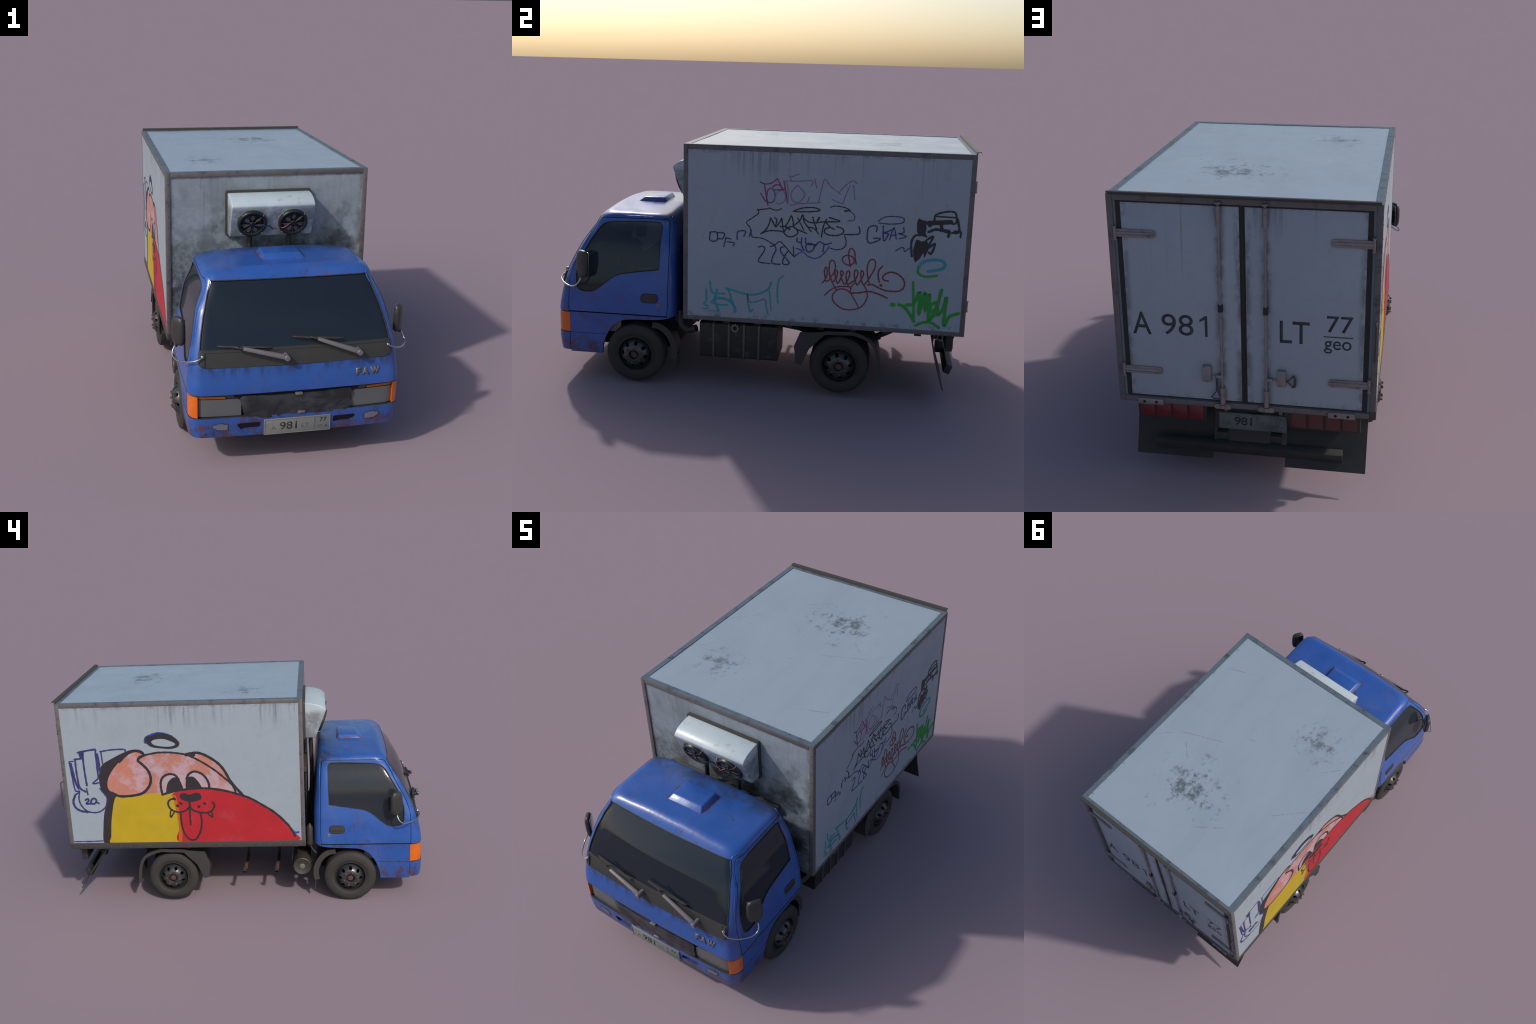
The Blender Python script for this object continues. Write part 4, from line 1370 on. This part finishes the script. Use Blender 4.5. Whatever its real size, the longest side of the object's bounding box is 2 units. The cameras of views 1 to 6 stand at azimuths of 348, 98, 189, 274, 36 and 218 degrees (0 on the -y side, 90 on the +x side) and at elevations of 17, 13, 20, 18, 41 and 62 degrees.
    c.stroke('navy_paint', 4, 5, [(219,770),(217,742),(231,711)])
    c.stroke('navy_paint', 4, 5, [(236,770),(242,743),(282,742)])
    c.stroke('navy_paint', 4, 5, [(238,727),(245,709),(259,707),(274,720),(276,739),(254,747),(241,740),(238,727)])
    c.stroke('navy_paint', 4, 5, [(282,735),(300,756),(328,745),(355,754)])
    c.stroke('navy_paint', 4, 5, [(322,742),(317,710)])
    c.stroke('blue_paint', 4, 4, [(188,681),(222,705),(253,684),(287,678),(317,697),(347,737)])
    c.stroke('navy_paint', 4, 5, [(-209,775),(-209,736),(-177,738),(-178,775),(-209,775)])
    c.stroke('navy_paint', 4, 5, [(-178,774),(-142,773),(-150,747),(-174,747)])
    c.stroke('navy_paint', 4, 5, [(-135,752),(-111,747)])
    c.stroke('navy_paint', 4, 5, [(-135,752),(-144,709)])
    c.stroke('navy_paint', 4, 5, [(-129,733),(-96,730),(-99,715)])
    c.stroke('navy_paint', 4, 5, [(-81,746),(-79,783),(-43,788),(-50,764)])
    c.stroke('navy_paint', 4, 5, [(-15,794),(-25,764)])
    c.stroke('crimson_paint', 4, 5, [(320,564),(334,584),(328,618),(334,640),(341,627),(340,597),(333,580),(343,573),(356,588),(350,623),(351,661),(362,674),(374,662),(378,637),(368,607),(358,594),(367,571),(379,585),(388,606),(388,623),(378,625),(379,599),(392,566),(407,597),(415,614),(408,627),(403,620),(408,593),(421,564),(433,577),(445,608),(441,628),(429,615),(431,581),(439,560)])
    c.stroke('crimson_paint', 4, 5, [(439,560),(457,577),(471,588),(482,616),(477,633),(467,630),(466,609),(471,586),(481,563),(496,588),(507,611),(506,628),(496,630),(496,606),(504,575),(517,557),(527,534),(530,513),(523,487),(508,465),(486,451),(453,443),(420,446),(395,460),(375,480),(370,503),(378,523),(396,537),(416,541),(437,535),(452,523)])
    c.stroke('crimson_paint', 4, 4, [(359,586),(370,561),(388,532)])
    c.stroke('crimson_paint', 4, 5, [(334,506),(359,532),(387,548),(422,553),(450,551),(451,532)])
    c.stroke('crimson_paint', 4, 6, [(452,523),(494,528),(535,536),(564,531),(593,522),(620,510)])
    c.stroke('crimson_paint', 4, 4, [(452,523),(472,493),(493,456)])
    c.stroke('crimson_paint', 4, 4, [(452,549),(468,573)])
    c.stroke('crimson_paint', 4, 5, [(515,570),(528,587),(554,639),(560,667),(553,685),(539,687),(528,673),(523,646),(527,608),(535,575)])
    c.stroke('crimson_paint', 4, 6, [(529,566),(549,570),(578,557),(607,546),(640,543),(672,547),(691,562),(695,585),(685,607),(663,625),(637,633),(611,626),(595,608),(603,594),(621,591)])
    c.stroke('crimson_paint', 4, 6, [(591,658),(576,637),(574,611),(581,584)])
    c.stroke('crimson_paint', 4, 11, [(588,569),(590,568)])
    c.stroke('crimson_paint', 4, 5, [(446,648),(438,687),(435,708),(440,729),(450,733),(463,716),(466,689),(472,662)])
    c.stroke('crimson_paint', 4, 5, [(439,700),(423,699),(409,687),(410,673),(423,659),(441,655),(457,663),(463,678),(454,694),(439,700)])
    c.stroke('navy_paint', 4, 4, [(562,865),(583,882),(618,890),(670,886),(671,864),(620,855),(566,857)])
    c.stroke('navy_paint', 4, 5, [(556,817),(557,840),(537,843),(519,830),(515,801),(518,772),(533,763),(570,779),(572,787),(544,786)])
    c.stroke('navy_paint', 4, 5, [(585,845),(590,776),(610,810),(590,813),(633,832)])
    c.stroke('navy_paint', 4, 4, [(616,782),(633,840),(646,787)])
    c.stroke('navy_paint', 4, 4, [(621,802),(646,808)])
    c.stroke('navy_paint', 4, 4, [(676,842),(678,818),(654,814),(691,802),(659,790)])
    c.fill('black_paint', 4, [(734,869),(741,888),(757,879),(775,878),(777,839),(774,823),(779,805),(761,808),(746,805),(736,829)], curved=False)
    c.fill('black_paint', 4, [(724,742),(732,780),(747,789),(759,781),(780,790),(787,779),(793,750),(776,706),(770,732),(756,703),(736,685),(728,709)], curved=False)
    c.stroke('black_paint', 4, 8, [(720,713),(714,775),(730,808),(761,812),(779,807)])
    c.stroke('black_paint', 4, 8, [(782,791),(809,808),(789,754),(819,776),(806,730),(794,734)])
    c.stroke('black_paint', 4, 10, [(739,784),(748,706)])
    c.stroke('black_paint', 4, 7, [(810,879),(814,906),(856,922),(895,922),(906,898),(904,874),(891,869)])
    c.stroke('black_paint', 4, 5, [(818,900),(902,898)])
    c.stroke('black_paint', 4, 17, [(785,868),(882,877)])
    c.stroke('black_paint', 4, 12, [(790,856),(808,873)])
    c.stroke('black_paint', 4, 10, [(788,828),(818,841),(846,837),(877,836),(875,810)])
    c.stroke('black_paint', 4, 12, [(840,871),(846,843),(870,832)])
    c.stroke('black_paint', 4, 8, [(911,891),(921,835),(890,829)])
    c.stroke('black_paint', 4, 7, [(901,836),(928,835),(928,811)])
    c.stroke('navy_paint', 4, 4, [(647,734),(678,752),(687,732),(710,750),(715,725)])
    c.stroke('teal_paint', 4, 11, [(796,647),(835,654),(866,668),(868,689),(848,700),(808,700),(769,687),(755,665)])
    c.stroke('green_paint', 4, 9, [(753,665),(752,640),(769,625),(797,622),(837,629)])
    c.stroke('green_paint', 4, 9, [(733,593),(741,497),(746,412)])
    c.stroke('green_paint', 4, 12, [(710,484),(742,491),(766,549),(767,439),(790,551),(796,458),(810,543),(813,417),(836,457),(847,504),(815,481),(837,440)])
    c.stroke('green_paint', 4, 12, [(863,564),(850,491),(853,445),(875,476),(887,532),(883,396),(905,440),(946,458)])
    c.stroke('green_paint', 4, 12, [(675,482),(698,475),(724,445),(747,408)])
    c.stroke('green_paint', 4, 16, [(645,481),(651,480)])
    c.stroke('green_paint', 4, 11, [(758,389),(787,404),(823,407),(861,386)])
    c.stroke('teal_paint', 4, 7, [(-225,499),(-223,449),(-235,429),(-218,418)])
    c.stroke('teal_paint', 4, 6, [(-207,540),(-203,500),(-186,482),(-136,484)])
    c.stroke('teal_paint', 4, 8, [(-173,499),(-183,452),(-164,396)])
    c.stroke('teal_paint', 4, 10, [(-198,438),(-177,457),(-146,460),(-106,447),(-88,420),(-86,399)])
    c.stroke('teal_paint', 4, 6, [(-189,432),(-155,428),(-121,429)])
    c.stroke('teal_paint', 4, 6, [(-132,511),(-116,496),(-103,457)])
    c.stroke('teal_paint', 4, 7, [(-130,511),(-89,501),(-34,487),(11,489),(50,504),(74,524),(83,552)])
    c.stroke('teal_paint', 4, 5, [(-26,449),(12,453),(55,468),(61,436),(71,396)])
    c.stroke('teal_paint', 4, 6, [(-26,449),(-14,406),(-1,414)])
    c.stroke('teal_paint', 4, 4, [(75,511),(86,413)])
    c.stroke('teal_paint', 4, 5, [(139,586),(123,573),(114,541),(112,501),(117,455)])
    c.stroke('teal_paint', 4, 5, [(-238,404),(-213,406)])
    c.stroke('teal_paint', 4, 4, [(-213,395),(-173,397)])
    c.stroke('navy_paint', 4, 5, [(-28,488),(-24,456)])


# ------------------------------------------------------------------ cooling unit
def build_cooler(truck):
    M = MAT
    prof = [(-.340, 1.078), (-.372, 1.0765), (-.402, 1.0715), (-.430, 1.0625), (-.452, 1.049), (-.4625, 1.036), (-.460, 1.026),
            (-.4035, .880), (-.398, .8775), (-.340, .8775)]
    unit = Build().prism(prof, -.200, .200, 0).object('cooling_unit', M['unit'], truck, smooth=None)
    round_edges(unit, .004, 3, 40)
    Build().prism(rounded([(-.2095, .868), (.2075, .868), (.2075, 1.0885), (-.2095, 1.0885)], .012, 4), -.347, -.3335, 1)\
        .object('mounting_flange', M['sill'], unit)
    # fans sit on the sloping lower face
    a, b_ = Vector((0, -.4625, 1.036)), Vector((0, -.4035, .880))
    up = (a - b_).normalized()
    out = Vector((0, up.z, -up.y)) * -1
    if out.y > 0:
        out = -out
    for sx in (-1, 1):
        c = b_ + up * .076 + Vector((sx * .0985, 0, 0))
        X = Vector((1, 0, 0))
        at = lambda r, t, h: c + X * (r * math.cos(t)) + up * (r * math.sin(t)) + out * h
        oct_ = [(.074 / math.cos(math.pi / 8)) for _ in range(8)]
        V = [at(r, math.pi / 8 + k * math.pi / 4, h) for h in (-.001, .002) for k, r in enumerate(oct_)]
        Build().add(V, [tuple(range(8)), tuple(range(8, 16))] + [(k, (k + 1) % 8, 8 + (k + 1) % 8, 8 + k) for k in range(8)])\
            .object('fan_plate', M['unit_plate'], unit, smooth=None)
        cowl = Build().lathe([(.0, .071), (.010, .0705), (.016, .068), (.0175, .064), (.016, .058), (.010, .0515), (.003, .049), (.0025, 0)], c, out, 40)
        fan = cowl.object('fan', M['fan'], unit, smooth=50)
        bl = Build()
        for k in range(7):
            t0 = 2 * math.pi * k / 7 + math.pi / 2
            for q in range(6):
                r = .0185 + .0050 * q
                wd = (.10, .20, .25, .25, .22, .14)[q]
                V = [at(r, t0 - wd, .0125), at(r, t0 + wd, .0150), at(r + .0028, t0 + wd, .0150), at(r + .0028, t0 - wd, .0125)]
                V += [v - out * .001 for v in V]
                bl.add(V, [(0, 1, 2, 3), (7, 6, 5, 4), (0, 1, 5, 4), (1, 2, 6, 5), (2, 3, 7, 6), (3, 0, 4, 7)])
        bl.object('fan_blade', M['blade'], unit, smooth=None)['kind'] = 'stuff'
        g = Build()
        for r in (.026, .033, .040, .047):
            g.tube([at(r, 2 * math.pi * k / 32, .0125) for k in range(34)], .0007, 4, spline=False, caps=False)
        g.object('fan_guard', M['wire'], unit)['kind'] = 'stuff'
        s = Build()
        for t in (0, math.pi / 4, math.pi, 5 * math.pi / 4, 3 * math.pi / 2, 7 * math.pi / 4):
            s.tube([at(.014, t, .0165), at(.056, t, .0165)], .0010, 5, spline=False)
        s.object('guard_spoke', M['brass'], unit)['kind'] = 'stuff'
        Build().lathe([(.002, .015), (.016, .015), (.019, .012), (.0195, 0)], c, out, 24).object('fan_hub', M['fan'], unit)
        for t in (math.pi * .25, math.pi * .75, math.pi * 1.25, math.pi * 1.75):
            Build().tube([at(.066, t, .0175), at(.0715, t, .013), at(.077, t, .002)], .0020, 6).object('fan_clip', M['badge'], unit)
        # suction pipe down behind the cab
        x = sx * .0965
        Build().tube([(x, -.372, .885), (x, -.373, .80), (x, -.376, .70), (x, -.376, .62), (x, -.372, .52), (x, -.368, .40)], .0112, 10)\
            .object('coolant_pipe', M['pipe'], unit, smooth=60)
    j = b_ + up * .037 + Vector((.005, 0, 0)) + out * .006
    l, r = b_ + up * .072 + Vector((-.085, 0, 0)) + out * .018, b_ + up * .078 + Vector((.083, 0, 0)) + out * .018
    Build().tube([l, l + Vector((.05, 0, -.003)) + out * .002, j + Vector((-.015, 0, .018)) + out * .004, j], .0022, 6).object('fan_cable', M['cable_blue'], unit)
    Build().tube([j, j + Vector((.03, 0, .014)) + out * .008, r + Vector((-.03, 0, -.018)) + out * .003, r], .0024, 6).object('fan_cable', M['cable_red'], unit)
    Build().box(-.306, .306, -.350, -.3325, .7095, .738, .002).object('bump_strip', M['sill'], unit)


# ------------------------------------------------------------------ chassis
def strip(b, prof, x0, x1, t, slot=0):
    """Bent sheet of thickness t following (y, z) points."""
    P = np.array(prof)
    T = np.gradient(P, axis=0)
    T /= np.linalg.norm(T, axis=1)[:, None]
    N = np.stack([-T[:, 1], T[:, 0]], 1)
    o = [tuple(p) for p in P + N * t / 2] + [tuple(p) for p in (P - N * t / 2)[::-1]]
    n = len(P)
    V = [(x0, a, c) for a, c in o] + [(x1, a, c) for a, c in o]
    F = []
    m = 2 * n
    for i in range(n - 1):
        F += [(i, i + 1, m - 2 - i, m - 1 - i), (m + i, 2 * m - 1 - i, 2 * m - 2 - i, m + i + 1)]
    F += [(i, (i + 1) % m, m + (i + 1) % m, m + i) for i in range(m)]
    b.add(V, F, slot)
    return b


def build_chassis(truck):
    M = MAT
    b = Build()
    for s in (-1, 1):
        b.box(s * .135, s * .175, -.80, .815, .249, .336, .003)
    for y in (-.32, -.02, .22, .60, .86):
        b.box(-.135, .135, y - .02, y + .02, .275, .325, .002)
    for y in np.linspace(-.28, .92, 9):
        b.box(-.470, .470, y - .016, y + .016, .330, .3502, .002)
    b.box(-.44, .44, -.30, .93, .3465, .3508)
    fr = b.object('chassis_frame', M['frame'], truck)

    b = Build()
    for y, z in ((.412, .157), (-.580, .1455)):
        b.tube([(-.40, y, z), (.40, y, z)], .026, 14, spline=False)
    b.lathe([(-.07, .02), (-.055, .055), (-.02, .075), (.03, .075), (.06, .05), (.075, .02)], (0, .412, .157), (0, 1, 0), 20)
    b.tube([(0, .35, .165), (0, -.40, .27)], .018, 10, spline=False)
    b.object('axle', M['frame'], fr)

    for s in (-1, 1):
        sp = Build()
        for k, (h, z) in enumerate(((.285, 0), (.245, -.0085), (.19, -.017), (.13, -.0255))):
            ys = np.linspace(-h, h, 15)
            strip(sp, [(.412 + q, .226 + z + 1.15 * q * q) for q in ys], s * .245, s * .295, .0068)
        sp.box(s * .24, s * .30, .385, .44, .175, .24, .003)
        sp.box(s * .225, s * .30, .115, .145, .30, .345, .003)
        sp.box(s * .225, s * .30, .68, .71, .295, .345, .003)
        sp.object('leaf_spring', M['frame'], fr)
        # rear fender arch
        arc = curve_through([(.212, .160), (.233, .238), (.285, .298), (.345, .319), (.412, .322), (.482, .3225), (.560, .288), (.592, .225), (.602, .130)], 4)
        f = Build()
        strip(f, [tuple(p) for p in arc], s * .285, s * .484, .006)
        strip(f, [tuple(p) for p in arc], s * .478, s * .485, .017)
        f.prism([(.210, .162), (.198, .245), (.225, .315), (.345, .3245), (.338, .306), (.271, .238), (.236, .153)], s * .4795, s * .4865, 0)
        f.object('rear_fender', M['fender'], fr)
        # front splash guard behind the wheel, ragged foot
        arc = curve_through([(-.500, .292), (-.462, .285), (-.425, .258), (-.400, .215), (-.390, .170), (-.396, .122)], 4)
        f = Build()
        strip(f, [tuple(p) for p in arc], s * .335, s * .450, .006)
        strip(f, [(-.388, .130), (-.386, .100), (-.390, .070)], s * .350, s * .405, .004)
        strip(f, [(-.389, .130), (-.386, .090), (-.384, .058)], s * .408, s * .440, .004)
        strip(f, [tuple(p) for p in arc], s * .444, s * .452, .030)
        f.object('front_fender', M['fender'], fr)
        # mud flap
        prof = ([(.848, .345), (.842, .300), (.853, .235), (.876, .150), (.902, .068)] if s > 0 else
                [(.775, .338), (.787, .318), (.830, .258), (.877, .194), (.913, .140), (.950, .088)])
        strip(Build(), [tuple(p) for p in curve_through(prof, 4)], s * .148, s * .462, .005).object('mud_flap', M['flap'], fr)
        # tail lamp cluster
        t = Build().box(s * .160, s * .437, .902, .934, .254, .336, .004)
        t.object('tail_light', M['frame'], fr)
        for k in range(4):
            x0 = s * (.172 + k * .0655)
            Build().box(x0, x0 + s * .0580, .930, .9375, .2625, .3265, .003).object('tail_light_lens', M['red'] if s > 0 else M['red_dusty'], fr)
        Build().box(s * .19, s * .23, .86, .91, .30, .345, .002).object('lamp_bracket', M['frame'], fr)
        Build().box(s * .085, s * .130, .875, .915, .145, .200, .003).object('bumper_bracket', M['frame'], fr)

    # rear underrun bar, tilted
    rot = Matrix.Translation((0, .926, .144)) @ Matrix.Rotation(math.radians(-22), 4, 'X')
    Build().box(-.372, .372, -.016, .016, -.022, .022, .003, matrix=rot).object('underrun_bar', M['frame'], fr)
    number_plate('rear_number_plate', fr, -.147, .123, .2025, .276, .886, 1, M['plate_rear'], True)
    Build().box(-.130, -.116, .865, .8825, .21, .345).box(.088, .102, .865, .8825, .21, .345).box(-.08, .07, .84, .86, .31, .346)\
        .object('plate_bracket', M['badge'], fr)
    Build().lathe([(-.02, 0), (-.02, .05), (.02, .06), (.03, 0)], (-.01, .80, .29), (0, 1, 0), 20).object('spare_wheel_cradle', M['hole'], fr)

    # fuel tank with bands and cap
    sec = rounded([(.235, .1515), (.456, .1515), (.460, .327), (.235, .327)], .014, 4)
    V = Build()
    V.prism([(x, z) for x, z in sec], -.262, .115, 1)
    tank = V.object('fuel_tank', M['tank'], fr)
    for y in (-.194, -.119, -.046, .026):
        o = grown(sec, .005)
        Build().prism(o, y - .0045, y + .0045, 1).object('tank_band', M['band'], tank if False else fr)
    cap = []
    for k in range(36):
        a = 2 * math.pi * k / 36
        r = .0215 if (k % 4) in (0, 1) else .0165
        cap.append((-.0885 + r * math.cos(a), .3095 + r * math.sin(a)))
    Build().prism(cap, .459, .473, 0).object('fuel_cap', M['badge'], fr, smooth=None)
    Build().lathe([(.0, .010), (.0145, .010), (.0145, 0)], (.4595, -.0885, .3095), (1, 0, 0), 16).object('fuel_cap_hub', M['hole'], fr)

    # air tank / silencer on the left, step brackets, filter
    Build().lathe([(-.16, 0), (-.16, .048), (-.14, .051), (.118, .051), (.126, .050), (.129, .046), (.122, .030), (.120, .0)], (-.337, -.3140, .2095), (-1, 0, 0), 36)\
        .object('muffler', M['muffler'], fr, smooth=40)
    Build().lathe([(0, .0165), (.008, .0165), (.009, .014), (.009, 0)], (-.456, -.3140, .2095), (-1, 0, 0), 6).object('muffler_bolt', M['badge'], fr)
    strip(Build(), [(-.262, .340), (-.258, .28), (-.258, .21), (-.275, .162), (-.3135, .153), (-.352, .162), (-.368, .21), (-.366, .28)], -.39, -.355, .004)\
        .object('muffler_strap', M['frame'], fr)
    Build().tube([(-.19, -.3135, .21), (-.08, -.32, .21), (-.05, -.40, .24)], .018, 10).object('exhaust_pipe', M['muffler'], fr)
    for y in (.012, -.168):                      # step outriggers, hooked at the end
        b = Build().tube([(-.172, y - .008, .30), (-.180, y - .008, .190), (-.200, y - .007, .172)], .008, 4, spline=False)
        b.box(-.305, -.190, y - .016, y + .002, .164, .172, .001)
        b.box(-.400, -.305, y - .012, y + .006, .1645, .1725, .001, slot=1)
        b.box(-.440, -.400, y - .010, y + .008, .164, .172, .001)
        b.box(-.440, -.433, y - .010, y + .008, .164, .198, .001)
        b.object('step_bracket', [M['frame'], M['rusty']], fr)
    Build().lathe([(-.004, 0), (0, .012), (.006, .019), (.105, .019), (.115, .013), (.125, .006), (.13, 0)], (-.42, -.3595, .322), (0, 0, 1), 24)\
        .object('air_filter', M['pipe'], fr, smooth=40)
    Build().tube([(-.42, -.36, .325), (-.425, -.372, .30), (-.43, -.392, .276)], .0055, 8).object('filter_hose', M['pipe'], fr)
    Build().tube([(.40, -.372, .36), (.41, -.365, .30), (.42, -.330, .272), (.43, -.285, .285)], .018, 10).object('intake_hose', M['pipe'], fr)
    Build().box(-.290, .290, -.349, -.3385, .345, .709, .004).object('bulkhead', M['frame'], fr)
    Build().box(-.40, .40, -.40, -.345, .30, .345, .006).object('cab_rear_beam', M['frame'], fr)
    Build().box(.12, .36, -.86, -.40, .24, .33, .006).box(-.36, -.12, -.86, -.40, .24, .33, .006).object('wheel_well', M['hole'], fr)
    return fr


def build_wheels(truck):
    M = MAT
    tyre_prof = [(-.094, .086), (-.100, .100), (-.102, .118), (-.098, .134), (-.088, .1425), (-.078, .1445), (-.050, .1455), (-.022, .1445), (-.010, .1420),
                 (-.001, .1325), (.003, .118), (.002, .108), (.0032, .106), (.001, .098), (-.005, .0875), (-.02, .084)]
    rim_prof = [(-.006, .0885), (-.001, .0868), (-.001, .0838), (-.008, .0815), (-.022, .0790), (-.030, .0752), (-.026, .0705), (-.014, .0655),
                (-.002, .0570), (.006, .0475), (.009, .0400), (.009, .0262), (.006, .0235), (-.012, .0225), (-.012, .0)]
    back = [(-.020, .0), (-.020, .030), (-.004, .036), (-.004, .046), (-.014, .056), (-.026, .063), (-.038, .071), (-.038, .082), (-.012, .086)]
    rim_prof = [(h + (.015 * min(1, max(0, (.0800 - r) / .012))), r) for h, r in rim_prof]
    back = [(h + (.015 * min(1, max(0, (.0800 - r) / .012))), r) for h, r in back]
    rim_src = Build().lathe(rim_prof + back, (0, 0, 0), (1, 0, 0), 56, closed=True).object('wheel', M['rim'], None, smooth=None)
    bm = bmesh.new()
    bm.from_mesh(rim_src.data)
    bmesh.ops.remove_doubles(bm, verts=bm.verts[:], dist=1e-4)
    bmesh.ops.recalc_face_normals(bm, faces=bm.faces[:])
    bm.to_mesh(rim_src.data)
    bm.free()
    holes = Build()
    for k in range(8):
        a = 2 * math.pi * k / 8
        holes.tube([(-.05, .0565 * math.sin(a), .0565 * math.cos(a)), (.06, .0565 * math.sin(a), .0565 * math.cos(a))], .0092, 16, spline=False)
    boolean(rim_src, holes.object('cutter', M['hole'], smooth=None))
    soften(rim_src, 38)
    b = Build().lathe(tyre_prof, (0, 0, 0), (1, 0, 0), 64)
    tyre_src = b.object('tyre', M['tyre'], None, smooth=32)
    drum_src = Build().lathe([(-.09, 0), (-.09, .084), (-.040, .084), (-.039, 0)], (0, 0, 0), (1, 0, 0), 32).object('brake_drum', M['hole'], None)
    nut_src = Build().lathe([(0, .0056), (.008, .0056), (.009, .0045), (.009, .0030), (.0095, .0028), (.0098, 0)], (.0225, 0, 0), (1, 0, 0), 6).object('wheel_nut', M['rusty'], None)
    hub_src = Build().lathe([(-.013, .0165), (.0, .0165), (.002, .014), (.002, 0)], (.015, 0, 0), (1, 0, 0), 6).object('hub_nut', M['hubnut'], None)
    done = False
    for y, z, x in ((-.580, .1480, .4760), (.412, .1600, .4730)):
        for s in (-1, 1):
            base = Matrix.Translation((s * x, y, z)) @ Matrix.Rotation(0 if s > 0 else math.pi, 4, 'Z') @ Matrix.Rotation(RNG.uniform(0, 6), 4, 'X')
            if y > 0:
                base = base @ Matrix.Scale(.975, 4, (0, 1, 0)) @ Matrix.Scale(.975, 4, (0, 0, 1))
            w = rim_src if not done else rim_src.copy()
            if done:
                link(w)
            w.parent = truck
            w.matrix_local = base
            for src in (tyre_src, drum_src, hub_src):
                c = src if not done else src.copy()
                if done:
                    link(c)
                c.parent = w
                c.matrix_local = Matrix.Identity(4)
            if y > 0:
                c = tyre_src.copy()
                link(c, w)
                c.matrix_local = Matrix.Translation((-.125, 0, 0))
            for k in range(6):
                c = nut_src if (not done and k == 0) else nut_src.copy()
                if done or k:
                    link(c)
                c.parent = w
                a = 2 * math.pi * k / 6
                c.matrix_local = Matrix.Translation((0, .0370 * math.sin(a), .0370 * math.cos(a)))
            done = True


def main():
    for ob in list(bpy.data.objects):
        bpy.data.objects.remove(ob)
    make_materials()
    truck = bpy.data.objects.new('box_truck', None)
    link(truck)
    truck['label'] = 'small blue refrigerated box truck with graffiti-covered white cargo box'
    truck['category'] = 'truck'
    build_cab(truck)
    build_box(truck)
    build_cooler(truck)
    build_chassis(truck)
    build_wheels(truck)


main()
